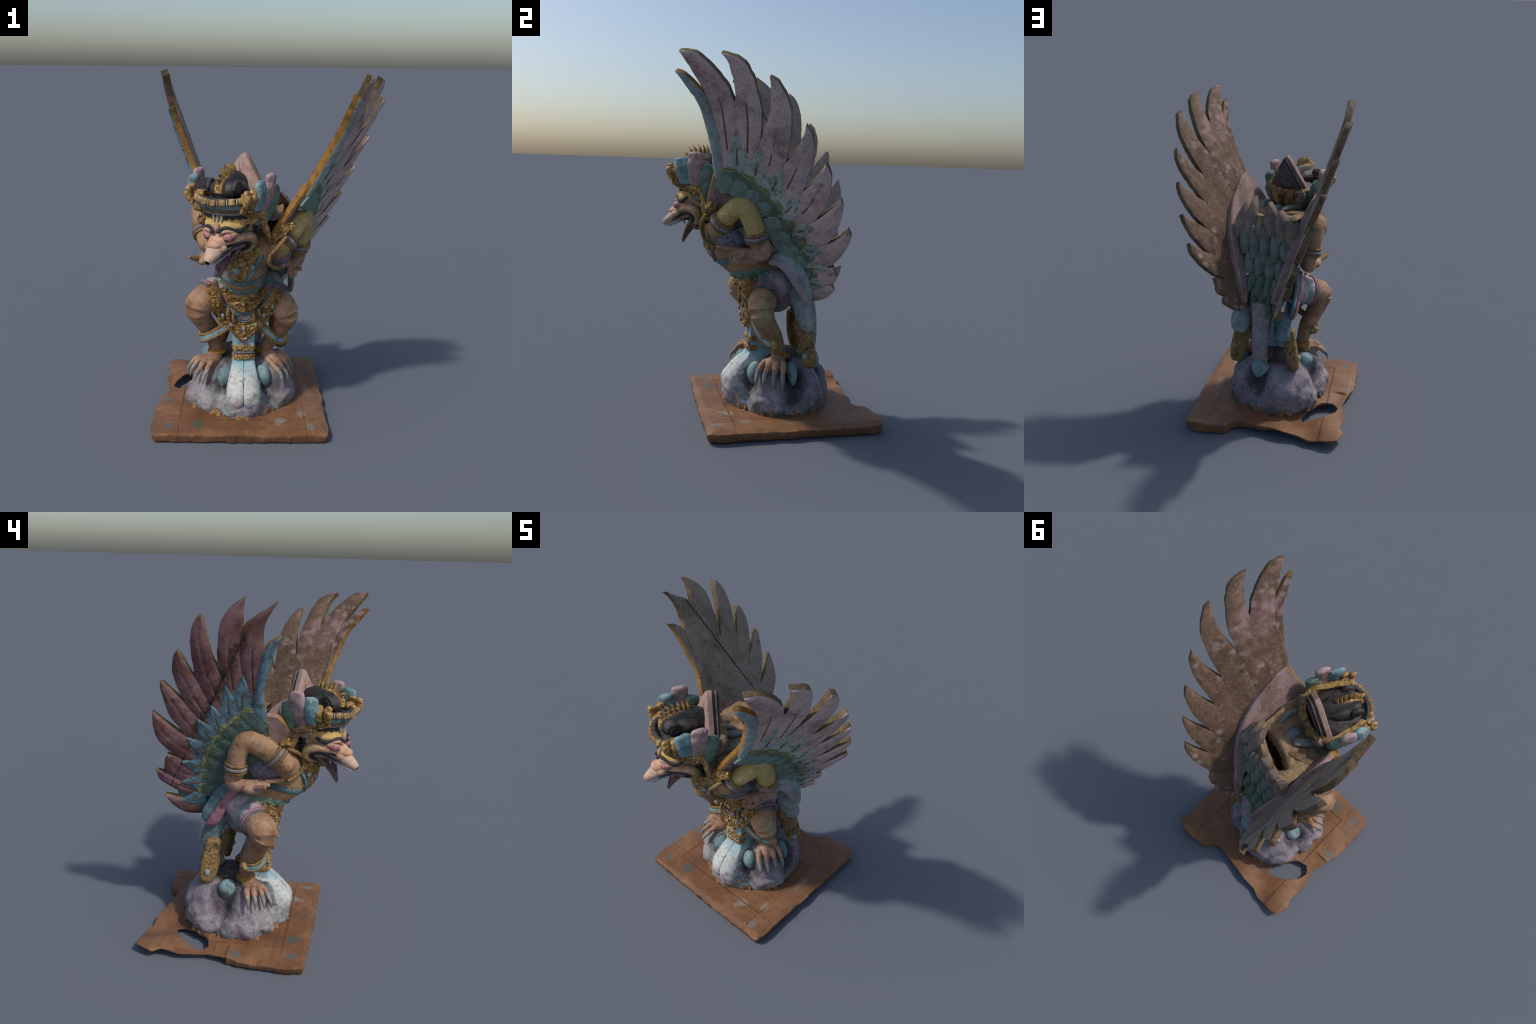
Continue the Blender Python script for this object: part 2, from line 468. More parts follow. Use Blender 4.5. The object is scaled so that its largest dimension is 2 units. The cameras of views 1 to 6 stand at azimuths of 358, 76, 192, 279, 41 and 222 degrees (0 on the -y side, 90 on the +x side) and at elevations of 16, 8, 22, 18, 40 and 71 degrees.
paint('vane_mauve', ['#6e5052', '#866464', '#785858'], 6, [('#84627a', 'n', 3.2, .54, .64, .6), ('#6a4438', 'n', 4, .46, .62, .7), ('#8c7480', 'n', 9, .58, .72, .5), ('#3c2c2c', 'n', 26, .6, .7, .5)], bump=.3, zones=crack)
def lichen(N, c):
    wob = N.math('MULTIPLY', N.math('SUBTRACT', N.noise(26, 4), .5), .5)
    big = N.mask(N.noise(3.6, 3), .47, .6)
    ring = N.mask(N.math('ADD', N.vor(17), wob), .46, .2)
    ring2 = N.mask(N.math('ADD', N.vor(44), wob), .45, .15)
    c = N.mix(N.math('MULTIPLY', ring2, .3), c, '#988478')
    c = N.mix(N.math('MULTIPLY', N.math('MULTIPLY', ring, big), .62), c, '#b4a29c')
    pk = N.math('MULTIPLY', N.mask(N.noise(5, 4), .46, .62), N.mask(N.dot((-1, .6, 0), .06), 0, .3))
    return N.mix(N.math('MULTIPLY', pk, .65), c, '#b08c8c')
paint('back_brown', ['#604a3a', '#745c4a', '#6a523e'], 5, [('#46362a', 'n', 14, .56, .7, .6)], bump=.3, zones=lichen)
paint('back_grey', ['#8c7e6e', '#a09080', '#948472'], 5, [('#a8948c', 'n', 8, .58, .72, .5), ('#645848', 'n', 18, .56, .7, .6)], bump=.3, zones=crack_line)
paint('edge_wood', ['#5c4e38', '#786648', '#4c4030'], 14, [('#a0846c', 'n', 9, .56, .7, .6)], bump=.35)
paint('covert_blue', ['#98aaa2', '#a6b8b0', '#b4c2ba'], 8, [('#6c7064', 'n', 18, .48, .62, .7), ('#8c7a58', 'n', 9, .6, .68, .5)], bump=.3)  # raised in lightness for the unlit +x wing; lead_blue and scale_teal too
paint('covert_azure', ['#46728c', '#58869e', '#4e7a90'], 8, [('#4e5656', 'n', 20, .48, .6, .8), ('#7c6a4c', 'n', 9, .64, .7, .4)], bump=.3)
paint('scallop_green', ['#50685a', '#607a68', '#4c645a'], 14, [('#74784c', 'n', 10, .54, .7, .6)], bump=.3)
paint('scallop_rim', ['#7c7c50', '#8e9066', '#6c6c48'], 20, bump=.25)
paint('scale_teal', ['#64847a', '#78988c', '#6c8c80'], 9, [('#52685f', 'n', 16, .54, .7, .5), ('#94aca0', 'n', 14, .58, .72, .45)], bump=.35)
paint('lead_blue', ['#7c9498', '#90a8aa', '#9cb2b2'], 7, [('#66706e', 'n', 14, .52, .68, .6)], bump=.3)
paint('midrib_dark', ['#3c2c24', '#54402c'], 20)
paint('scale_shade_darkened', ['#40605c', '#4e726c', '#466862'], 9, [('#344c48', 'n', 16, .52, .68, .6), ('#6c8c86', 'n', 14, .6, .74, .4)], bump=.35)  # darkened scale_teal: the shadow behind the -x arm is in the colour
paint('scallop_shade_darkened', ['#48604e', '#566e58', '#445a4c'], 14, [('#64683f', 'n', 10, .54, .7, .6)], bump=.3)  # scallop_green with the -x arm's shadow mixed into its tones
paint('midrib', ['#5c4428', '#7c5c34'], 20)

# ------------------------------------------------------------------ base board
def board_zones(N, c):
    st = N.n('ShaderNodeMapping'); st.inputs['Scale'].default_value = (1.2, 14, 6)
    N.l(N.co, st.inputs[0])
    c = N.mix(N.math('MULTIPLY', N.mask(N.noise(3, 5, .6, st.outputs[0]), .5, .7), .45), c, '#6a3e24')
    wr = N.noise(30, 5, .7)
    # chipped grey patches worn through the varnish
    for (x, y, sx, sy, h) in [(-.36, -.296, 14, 30, '#4c5450'), (-.35, -.30, 40, 13, '#4c5450'), (-.53, -.30, 22, 22, '#545c5c'), (.12, -.253, 18, 26, '#8c8478'),
                              (.246, -.183, 26, 22, '#8c8478'), (.281, -.334, 30, 18, '#7c766c'), (-.56, .0, 20, 26, '#5c6460'), (.1, -.30, 30, 30, '#8c7c6c'), (.3, .1, 40, 9, '#7c6a5c')]:
        d = N.math('ADD', N.dist((x, y, .06), (sx, sy, 8)), N.math('MULTIPLY', N.math('SUBTRACT', wr, .5), 1.6))
        c = N.mix(N.math('MULTIPLY', N.mask(d, .8, .5), .85), c, h)
    for ax, off in ((((1, 0, 0)), -.255), ((0, 1, 0), .25), ((1, 0, 0), .46)):
        d = N.math('ABSOLUTE', N.dot(ax, off))
        c = N.mix(N.math('MULTIPLY', N.mask(d, .006, .001), N.mask(wr, .4, .56)), c, '#5c3a26')
    return N.mix(N.math('MULTIPLY', N.mask(N.vor(24), .05, .035), .8), c, '#a89484')
paint('board_wood', ['#66472f', '#785338', '#886446'], 4, [('#9a6c4c', 'n', 3, .54, .7, .5), ('#4c2c1c', 'n', 7, .6, .74, .5)], rough=.55, bump=.2, zones=board_zones, weather=.35)

def build_board():
    out = [(-.607, -.385), (-.3, -.402), (0, -.41), (.30, -.408), (.365, -.412), (.382, -.395), (.385, -.2), (.392, .1), (.396, .4), (.398, .545), (.385, .572),
           (.353, .586), (.244, .588), (.131, .572), (.10, .52), (.06, .503), (-.02, .512), (-.064, .52), (-.14, .528), (-.222, .546), (-.326, .548), (-.39, .575), (-.468, .576),
           (-.52, .585), (-.57, .571), (-.59, .53), (-.606, .481), (-.575, .43), (-.581, .378), (-.591, .327), (-.575, .24), (-.556, .165), (-.585, .07), (-.615, -.014), (-.622, -.109), (-.622, -.288)]
    hole = [(-.316, .356), (-.36, .26), (-.43, .19), (-.497, .171), (-.536, .213), (-.523, .269), (-.473, .338), (-.397, .38), (-.33, .401)]
    cu = bpy.data.curves.new('tmp', 'CURVE'); cu.dimensions = '2D'; cu.fill_mode = 'BOTH'; cu.extrude = .03
    for P in (out, hole):
        s = cu.splines.new('POLY'); s.points.add(len(P) - 1); s.use_cyclic_u = True
        for p, q in zip(s.points, P):
            p.co = (q[0], q[1], 0, 1)
    o = bpy.data.objects.new('tmp', cu); bpy.context.scene.collection.objects.link(o)
    dg = bpy.context.evaluated_depsgraph_get(); dg.update()
    me = bpy.data.meshes.new_from_object(o.evaluated_get(dg))
    bm = bmesh.new(); bm.from_mesh(me); bmesh.ops.remove_doubles(bm, verts=bm.verts, dist=1e-5)
    bm.to_mesh(me); bm.free()
    vf = [v.co.copy() for v in me.vertices], [tuple(p.vertices) for p in me.polygons]
    bpy.data.objects.remove(o)
    vs, fs = remesh(vf, .0075, 2)
    sm = lambda x, a, b: (lambda t: t * t * (3 - 2 * t))(min(1, max(0, (x - a) / (b - a))))
    res = []
    for v in vs:
        x, y, w = v.x, v.y, (v.z + .03) / .06
        torn = sm(-x + y * .9, .48, .66) if y > .05 else 0          # thin ragged flap at one corner
        back = sm(y, .46, .55) * sm(-x, -.12, 0)
        thin = max(torn, back * .8)
        edge = min(x + .622, .392 - x, y + .408, 9)
        top = .068 + .006 * noise.noise(V((x * 4, y * 4, 0))) - .012 * sm(.05 - edge, 0, .05) - .006 * sm(-x, .5, .62) * (1 - torn)
        panel = min(.255 - x, x + .46, y + .25, 9)
        top -= .004 * sm(panel, 0, .006)
        top += torn * (-.012 + .012 * math.sin(x * 17 + y * 9))
        bot = .004 + .006 * noise.noise(V((x * 9, y * 9, 4)))
        bot = bot * (1 - thin) + (top - .012) * thin
        z = bot + (top - bot) * w
        under = (1 - w)
        jag = .007 * noise.fractal(V((x * 22, y * 22, 2)), 1, 2, 3)
        inset = .018 * under * sm(.06 - edge, 0, .06)
        d = V((x, y, 0)) - V((-.11, .08, 0)); d.normalize()
        xy = V((x, y, 0)) + d * (jag * sm(.08 - min(edge, .6 - y), 0, .08) - inset)
        res.append(V((xy.x, xy.y, max(.0, z))))
    add('base_board', (res, fs), MATS['board_wood'], sharp=50)
build_board()

# ------------------------------------------------------------------ rock mound
MC = V((-.112, .078, 0))
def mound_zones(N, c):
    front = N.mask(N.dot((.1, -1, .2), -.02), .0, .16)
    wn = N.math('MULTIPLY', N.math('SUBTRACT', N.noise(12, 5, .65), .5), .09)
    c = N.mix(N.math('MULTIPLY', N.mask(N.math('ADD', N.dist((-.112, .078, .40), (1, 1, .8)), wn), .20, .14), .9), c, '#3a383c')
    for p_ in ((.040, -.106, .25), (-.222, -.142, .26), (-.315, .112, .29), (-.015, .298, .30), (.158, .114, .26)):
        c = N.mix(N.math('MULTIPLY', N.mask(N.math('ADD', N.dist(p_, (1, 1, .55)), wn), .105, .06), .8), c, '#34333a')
    sw = N.math('SINE', N.math('MULTIPLY', N.noise(6.5, 2, .5, None, .8), 70))
    c = N.mix(N.math('MULTIPLY', N.math('MULTIPLY', N.mask(sw, .8, .97), N.mask(N.noise(7, 2), .45, .55)), .5), c, '#4a4048')
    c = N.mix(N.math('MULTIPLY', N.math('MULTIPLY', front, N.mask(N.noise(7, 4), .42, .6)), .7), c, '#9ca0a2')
    bl = N.math('MULTIPLY', N.mask(N.noise(8, 3), .56, .64), N.mask(N.dot((.2, -1, 0), -.02), 0, .1))
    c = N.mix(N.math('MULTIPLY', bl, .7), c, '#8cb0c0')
    te = N.math('MULTIPLY', N.mask(N.noise(11, 3), .54, .6), N.mask(N.dot((0, 0, -1), .13), 0, .04))
    return N.mix(N.math('MULTIPLY', te, .8), c, '#4c7c74')
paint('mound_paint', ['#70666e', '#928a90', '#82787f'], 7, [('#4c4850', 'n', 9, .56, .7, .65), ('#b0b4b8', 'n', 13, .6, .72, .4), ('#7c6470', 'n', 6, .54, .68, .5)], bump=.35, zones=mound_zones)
paint('knob_blue', ['#58828a', '#6e98a0', '#84a8ae'], 10, [('#505c5e', 'n', 13, .5, .66, .75), ('#a0b8bc', 'n', 18, .6, .74, .5)], bump=.25)
paint('rosette_paint', ['#6c4c34', '#94744c', '#8c7858'], 30, [('#5c3c28', 'n', 30, .54, .66, .7), ('#5c8478', 'n', 14, .62, .7, .5)], bump=.4)

VALLEYS = [(math.radians(d), w) for d, w in ((-51, .20), (243, .20), (170, .26), (66, .26), (8, .16))]
BULBS = [(math.radians(d), z, r, h) for d, z, r, h in ((135, .15, .07, .03), (110, .22, .06, .025), (157, .12, .055, .025), (180, .11, .06, .028), (205, .10, .055, .024), (228, .12, .06, .024), (-28, .11, .065, .026), (-5, .13, .06, .022),
         (22, .14, .07, .026), (45, .12, .06, .024), (80, .13, .06, .024), (95, .2, .05, .02), (255, .12, .055, .02), (-60, .11, .055, .02), (35, .24, .06, .02), (215, .2, .07, .018))]
def mound_r(th, z):
    """Dome radius: big lobes parted by valleys that deepen upwards, small lobes along the foot."""
    base = 1 / math.sqrt((math.cos(th) / .312) ** 2 + (math.sin(th) / .306) ** 2)
    up = min(1, max(0, (z - .07) / .15))
    for a, w in VALLEYS:
        d = (th - a + math.pi) % (2 * math.pi) - math.pi
        base -= (.026 + .078 * up) * math.exp(-(d / w) ** 2)
    for a, zz, rr, hh in BULBS:
        d = math.hypot(((th - a + math.pi) % (2 * math.pi) - math.pi) * .31, (z - zz))
        if d < rr:
            base += hh * .55 * math.sqrt(1 - (d / rr) ** 2)
    small = abs(math.sin(th * 5.5 + .4 + .6 * math.sin(th * 2)))
    return base, small ** .6
def build_mound():
    prof = cr([(.985, .035), (1.0, .06), (1.03, .11), (1.02, .17), (.96, .235), (.85, .29), (.70, .325), (.5, .35), (.25, .365), (0, .37)], 60)
    nth = 200; vs, fs = [], []
    for i, (f, z) in enumerate(prof):
        for k in range(nth):
            th = 2 * math.pi * k / nth
            base, b = mound_r(th, z)
            r = base * f + .020 * min(1, max(0, (.25 - z) / .15)) * (b - .75)
            p = MC + V((math.cos(th) * r, math.sin(th) * r, z))
            q = .013 * noise.fractal(p * 9, 1, 2, 3) + .010 * abs(noise.noise(p * 24)) * (z < .16)
            sw = .006 * math.sin((p - MC).length * 60 + noise.noise(p * 8) * 6)
            p += V((math.cos(th), math.sin(th), .3)) * ((q + sw * .5) * min(1, f * 2))
            vs.append(p)
    for i in range(59):
        for k in range(nth):
            fs.append((i * nth + k, i * nth + (k + 1) % nth, (i + 1) * nth + (k + 1) % nth, (i + 1) * nth + k))
    fs.append(tuple(range(nth))[::-1]); fs.append(tuple(range(59 * nth, 60 * nth)))
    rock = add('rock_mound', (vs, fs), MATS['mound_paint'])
    knobs = [((.040, -.106, .272), (.044, .042, .060), -.3), ((-.222, -.142, .285), (.044, .042, .058), .3), ((-.315, .112, .318), (.062, .05, .055), 0),
             ((-.015, .298, .325), (.06, .045, .06), 0), ((.158, .114, .290), (.034, .036, .062), 0), ((-.19, .03, .36), (.03, .03, .03), 0)]
    for c, r, tw in knobs[:5]:
        d = V((c[0], c[1], 0)) - V((MC.x, MC.y, 0)); d.normalize()
        b = rough_up(ball(c, r, basis(V((-d.x * .35, -d.y * .35, 1)))), .006, 14, 3)
        tipped = [V((c[0], c[1], v.z)) + (V((v.x, v.y, 0)) - V((c[0], c[1], 0))) * (1 - .5 * min(1, max(0, (c[2] - v.z) / .08))) + d * (.25 * max(0, c[2] - v.z) - .030) - V((0, 0, .12 * max(0, c[2] - v.z))) for v in b[0]]
        add('rock_knob', (tipped, b[1]), MATS['knob_blue'], rock)
    # leafy rosettes around the foot of the rock
    for j in range(11):
        th = -1.57 + j * 2 * math.pi / 11 + .05
        base, b = mound_r(th, 0)
        c = MC + V((math.cos(th), math.sin(th), 0)) * (base + .002) + V((0, 0, .072))
        B = basis(V((math.cos(th), math.sin(th), .35)), (-math.sin(th), math.cos(th), 0))
        parts = []
        for k in range(7):
            a = k * math.pi / 6
            parts.append(ball(c + B @ V((math.cos(a) * .024, math.sin(a) * .024 - .012, .004)), (.013, .017, .011), B @ Matrix.Rotation(a - math.pi / 2, 3, 'Z'), 10, 7))
        parts.append(ball(c, (.014, .014, .014), B, 10, 7))
        vf = rough_up(join(parts), .005, 60, j)
        add('rosette', vf, MATS['rosette_paint'], rock)
    return rock
build_mound()

# ------------------------------------------------------------------ body: torso, neck, arms, legs as one skin
prims = []     # (region, path points, radii) used both to build and to label
def limb(region, path, radii, **kw):
    prims.append((region, cr(path, 30), cr([(r,) if not hasattr(r, '__len__') else (sum(r) / 2,) for r in radii], 30)[:, 0]))
    return tube(path, radii, **kw)
parts = []
parts.append(limb('torso', [(-.09, .05, .74), (-.09, .0, .81), (-.095, -.08, .90), (-.10, -.17, .99), (-.10, -.205, 1.06), (-.09, -.19, 1.14)],
                  [(.15, .115), (.142, .118), (.138, .12), (.158, .135), (.165, .13), (.15, .11)], up=(1, 0, 0.0)))
parts.append(limb('torso', [(-.04, .05, .76), (-.045, -.0, .95), (-.05, -.05, 1.10)], [(.11, .10), (.13, .07), (.14, .08)], up=(.92, -.39, 0), round_ends=False))
parts.append(limb('neck', [(-.10, -.24, 1.06), (-.125, -.31, 1.13), (-.15, -.355, 1.2)], [.10, .088, .085]))
parts.append(limb('arm+', [(.085, -.332, 1.108), (.115, -.312, 1.15), (.168, -.268, 1.212), (.214, -.218, 1.252), (.222, -.18, 1.19), (.206, -.146, 1.11), (.198, -.128, 1.05)],
                  [.056, .058, .056, .054, .054, .054, .05]))
parts.append(limb('arm-', [(-.285, -.205, 1.105), (-.30, -.16, 1.15), (-.322, -.08, 1.205), (-.332, .0, 1.235), (-.328, .045, 1.18), (-.312, .062, 1.10), (-.300, .07, 1.04)],
                  [.056, .06, .06, .058, .055, .054, .05]))
parts.append(ball((-.02, -.285, 1.09), (.10, .085, .085)))
parts.append(ball((-.21, -.20, 1.09), (.10, .085, .085)))
parts.append(limb('leg+', [(.0, .01, .765), (.085, -.05, .735), (.147, -.088, .672), (.142, -.06, .60), (.092, .0, .50), (.045, .048, .40), (.033, .06, .36)],
                  [.085, .082, .075, .06, .053, .042, .038]))
parts.append(limb('leg-', [(-.18, .03, .775), (-.27, -.04, .76), (-.352, -.112, .712), (-.340, -.08, .64), (-.283, -.02, .52), (-.257, .0, .42), (-.252, .004, .37)],
                  [.088, .086, .080, .061, .052, .042, .038]))
BODY = remesh(join(parts), .006, 6)
BODY = rough_up(BODY, .0025, 14, 1)
BN = vnormals(*BODY)
if np.sum(BN * (np.array([tuple(v) for v in BODY[0]]) - np.mean([tuple(v) for v in BODY[0]], axis=0))) < 0:
    BODY = (BODY[0], [tuple(reversed(f)) for f in BODY[1]]); BN = -BN
TORSO = remesh(join(parts[:3] + parts[5:7]), .007, 6)
TREE = BVHTree.FromPolygons([tuple(v) for v in TORSO[0]], TORSO[1])

def split_body():
    A = np.array([tuple(v) for v in BODY[0]])
    C = np.array([A[list(f)].mean(0) for f in BODY[1]])
    best = np.full(len(C), 1e9); lab = np.zeros(len(C), int)
    regs = ['torso', 'neck', 'arm+', 'arm-', 'leg+', 'leg-']
    for reg, P, R in prims:
        for p, r in zip(P, R):
            d = np.linalg.norm(C - p, axis=1) - r
            m = d < best
            best[m] = d[m]; lab[m] = regs.index(reg)
    for k, reg in enumerate(regs):
        idx = np.nonzero(lab == k)[0]
        if not len(idx):
            continue
        used = sorted({v for i in idx for v in BODY[1][i]}); mp = {v: j for j, v in enumerate(used)}
        name = reg.strip('+-')
        m = MATS['skin_leg'] if name == 'leg' else MATS['skin']
        me = make_mesh(name, [BODY[0][v] for v in used], [tuple(mp[v] for v in BODY[1][i]) for i in idx], m, recalc=False)
        me.normals_split_custom_set_from_vertices([tuple(BN[v]) for v in used])
        link(bpy.data.objects.new(name, me))
split_body()

def cast(origin, direction, off=.0, far=2.0):
    d = V(direction).normalized()
    h = TREE.ray_cast(V(origin), d, far)
    if h[0] is None:
        return None, None
    n = h[1] if h[1].dot(d) < 0 else -h[1]
    return h[0] + n * off, n

def wrap(c, axis, half, thick, mat, name, x=(1, 0, 0), a0=0, a1=2 * math.pi, n=72, cross=7, dome=.004, parent=ROOT, tree=None):
    """Band lying on the body: rays are cast inward around an axis."""
    B = basis(axis, x); c = V(c); ax = V(axis).normalized()
    left, right, nn, prev = [], [], [], None
    closed = a1 - a0 > 6.28
    rows = []
    for i in range(n + 1):
        a = a0 + (a1 - a0) * i / n
        d = B @ V((math.cos(a), math.sin(a), 0))
        row = []
        for s in (-1, 1):
            q = c + ax * half * s
            h = TREE.ray_cast(q + d * .5, -d, .5)
            row.append(h[0] if h[0] is not None else None)
        if None in row:
            row = prev if prev else [c + d * .1 - ax * half, c + d * .1 + ax * half]
        prev = row
        left.append(row[0]); right.append(row[1]); nn.append(d)
    for _ in range(2):
        for arr in (left, right):
            arr[1:-1] = [(arr[i - 1] + arr[i] * 2 + arr[i + 1]) / 4 for i in range(1, len(arr) - 1)]
    vf, nf, nb = strip_solid(left, right, nn, lambda t, s, p: thick + dome * (1 - s * s), .01, cross)
    return add(name, vf, mat, parent, sharp=60), left, right, nn

# shorts over hips and thighs
sh = join([tube([(-.09, .06, .70), (-.09, .035, .76), (-.09, .0, .82)], [(.13, .10), (.158, .135), (.15, .13)], up=(1, 0, 0)),
           ball((-.07, .115, .735), (.125, .085, .085)), ball((.04, .03, .80), (.088, .11, .085)), ball((-.20, .06, .815), (.075, .10, .08)),
           tube([(.0, .01, .765), (.055, -.028, .752), (.095, -.052, .73)], [.095, .094, .092], round_ends=False),
           tube([(-.18, .03, .775), (-.24, -.018, .768), (-.285, -.05, .755)], [.097, .095, .092], round_ends=False)])
def shorts_zones(N, c):
    d = N.dot((.80, -.44, -.41), .0)
    st = N.math('FRACT', N.math('MULTIPLY', N.dot((.45, .9, .2)), 9))
    c = N.mix(N.math('MULTIPLY', N.mask(N.math('ABSOLUTE', N.math('SUBTRACT', st, .5)), .17, .12), .75), c, '#5c8c9c')
    ring = N.mask(N.math('ABSOLUTE', N.math('SUBTRACT', N.dist((.15, .02, .80)), .075)), .006, .002)
    return N.mix(N.math('MULTIPLY', ring, .6), c, '#8ca4ac')
paint('cloth_pale', ['#82979b', '#96a9ab', '#8a9a9a'], 12, [('#66757a', 'n', 14, .52, .68, .6), ('#aab6b6', 'n', 20, .62, .74, .5)], bump=.25)
paint('shorts_paint', ['#94868a', '#aa9ca0', '#908688'], 9, [('#8c5c68', 'n', 6, .53, .66, .6), ('#4c5860', 'n', 8, .58, .68, .6)], bump=.2, zones=shorts_zones)
sv = rough_up(remesh(sh, .006, 5), .003, 16, 5)
shorts = add('shorts', sv, MATS['shorts_paint'])
for c, ax, r in (((.098, -.055, .728), (.80, -.45, -.42), .090), ((-.288, -.055, .753), (-.78, -.58, -.22), .090)):
    add('hem', rope(circle(c, ax, r, 48, (0, 0, 1)), .011, .9, 10, 96, .05), MATS['cloth_pink'], shorts)
    c2 = V(c) + V(ax).normalized() * .014
    add('hem_frill', rope(circle(c2, ax, r - .006, 48, (0, 0, 1)), .010, .016, 10, 140, .35), MATS['cloth_grey'], shorts)

# ------------------------------------------------------------------ hands and feet
def digits(name, palm, fingers, voxel=.0032, mat='skin_pink', claw=.45):
    """Palm plus tapering digits as one skin; claws are pieces of their own."""
    ps = list(palm)
    claws = []
    for pts, r0, r1 in fingers:
        ps.append(tube(pts, [r0] + [(r0 + r1) / 2] * (len(pts) - 2) + [r1], seg=14, n=16))
    vf = rough_up(remesh(join(ps), voxel, 3), .0012, 40, 2)
    return add(name, vf, MATS[mat])
def claw(root, mid, tip, r, parent):
    add('claw', tube([root, mid, tip], [r, r * .8, r * .12], seg=12, n=12), MATS['claw'], parent)

f = digits('foot', [tube([(.035, .06, .375), (.05, .04, .345), (.075, .015, .325)], [.038, .046, .05]), ball((.09, .02, .318), (.055, .06, .035))],
           [([(.04, .0, .335), (.058, -.035, .338), (.09, -.068, .315), (.112, -.085, .297)], .019, .0145), ([(.06, .02, .34), (.095, -.005, .343), (.125, -.035, .318), (.137, -.048, .297)], .019, .0145),
            ([(.08, .035, .34), (.118, .022, .345), (.148, .006, .322), (.16, -.0, .304)], .019, .0145), ([(.08, .06, .34), (.128, .06, .345), (.158, .05, .325), (.172, .045, .304)], .019, .0145)])
for a, b in (((.112, -.085, .297), (.136, -.103, .212)), ((.137, -.048, .297), (.173, -.065, .226)), ((.16, -.0, .304), (.188, -.011, .214)), ((.172, .045, .304), (.207, .039, .221))):
    a = V(a); b = V(b); claw(a + (a - b) * .12, (a + b) / 2 + V((.008, -.004, .006)), b, .014, f)
f = digits('foot', [tube([(-.252, .004, .385), (-.265, -.015, .36), (-.285, -.04, .335)], [.038, .046, .05]), ball((-.30, -.045, .325), (.06, .055, .035))],
           [([(-.26, -.06, .345), (-.282, -.092, .352), (-.298, -.12, .335), (-.306, -.134, .316)], .019, .0145), ([(-.29, -.06, .35), (-.318, -.082, .356), (-.337, -.1, .343), (-.346, -.108, .324)], .019, .0145),
            ([(-.31, -.04, .35), (-.34, -.052, .358), (-.363, -.062, .345), (-.374, -.067, .328)], .019, .0145), ([(-.31, -.015, .35), (-.355, -.018, .354), (-.38, -.026, .342), (-.393, -.031, .325)], .019, .0145)])
for a, b in (((-.306, -.134, .316), (-.330, -.166, .245)), ((-.346, -.108, .324), (-.374, -.128, .255)), ((-.374, -.067, .328), (-.406, -.082, .262)), ((-.393, -.031, .325), (-.425, -.04, .26))):
    a = V(a); b = V(b); claw(a + (a - b) * .12, (a + b) / 2 + V((-.008, -.004, .006)), b, .014, f)

h = digits('hand', [tube([(.203, -.13, 1.06), (.20, -.10, 1.01), (.196, -.12, .985), (.178, -.18, .985), (.16, -.22, .99)], [.05, .05, .042, (.036, .03), (.036, .026)])],
           [([(.165, -.19, 1.0), (.14, -.26, 1.008), (.115, -.31, 1.012), (.097, -.336, 1.012)], .017, .009), ([(.15, -.2, 1.0), (.125, -.27, 1.004), (.10, -.31, 1.006)], .016, .010),
            ([(.185, -.2, .985), (.178, -.235, .985), (.178, -.245, .96), (.182, -.235, .94)], .017, .011), ([(.16, -.21, .985), (.152, -.25, .985), (.152, -.262, .958), (.158, -.25, .935)], .017, .011),
            ([(.20, -.17, .975), (.205, -.215, .975), (.208, -.235, .968), (.21, -.245, .975)], .016, .009),
            ([(.19, -.10, .965), (.192, -.14, .945), (.188, -.19, .945), (.178, -.235, .958)], .014, .011)])
h2 = digits('hand', [tube([(-.300, .07, 1.05), (-.294, .085, 1.0), (-.298, .055, .972), (-.302, .0, .975), (-.298, -.05, .985)], [.048, .049, .042, (.034, .03), (.034, .026)]), ball((-.328, -.03, .962), (.034, .06, .03))],
            [([(-.30, -.04, .99), (-.292, -.11, 1.0), (-.283, -.16, 1.006), (-.272, -.195, 1.01)], .017, .009), ([(-.285, -.04, .99), (-.272, -.11, 1.0), (-.262, -.16, 1.005)], .016, .010),
             ([(-.312, -.03, .985), (-.306, -.09, .985), (-.305, -.12, .982)], .016, .010),
             ([(-.315, .0, .97), (-.342, -.05, .975), (-.37, -.085, .985), (-.391, -.111, 1.0)], .026, .010),
             ([(-.295, .03, .955), (-.300, -.02, .94), (-.30, -.065, .945), (-.30, -.1, .962)], .014, .011)])

# armlets and wristlets: rope-edged rings; anklets
def armlet(name, c, ax, r, w, stretch=1.0):
    B = basis(ax, (0, 0, 1)); c = V(c); ax = V(ax).normalized()
    ringo = add(name, rope(circle(c, ax, r + .001, 48), w * .62, 5, 12, 96, .0), MATS['grey_blue'])
    for s, rr in ((-1, .0088), (1, .0088)):
        add('armlet_edge' if 'arm' in name else 'wristlet_edge', rope(circle(c + ax * w * s, ax, r + .001, 48), rr, .014, 10, 180, .35), MATS['rope_gilt'], ringo)
    return ringo
armlet('armlet', (.118, -.31, 1.153), (.62, .42, .66), .060, .022)
armlet('wristlet', (.203, -.139, 1.083), (-.2, .28, -.94), .055, .021)
armlet('armlet', (-.302, -.153, 1.155), (-.15, .70, .62), .060, .022)
armlet('wristlet', (-.309, .064, 1.08), (.16, .1, -.98), .055, .021)
paint('anklet_gold', ['#84602c', '#a8803c'], 20, bump=.2)
add('anklet', rope(circle((.031, .062, .372), (-.25, .2, 1), .040, 40), .016, 5, 12, 60, 0), MATS['anklet_gold'])
add('anklet', rope(circle((-.252, .004, .388), (0, .1, 1), .040, 40), .016, 5, 12, 60, 0), MATS['anklet_gold'])

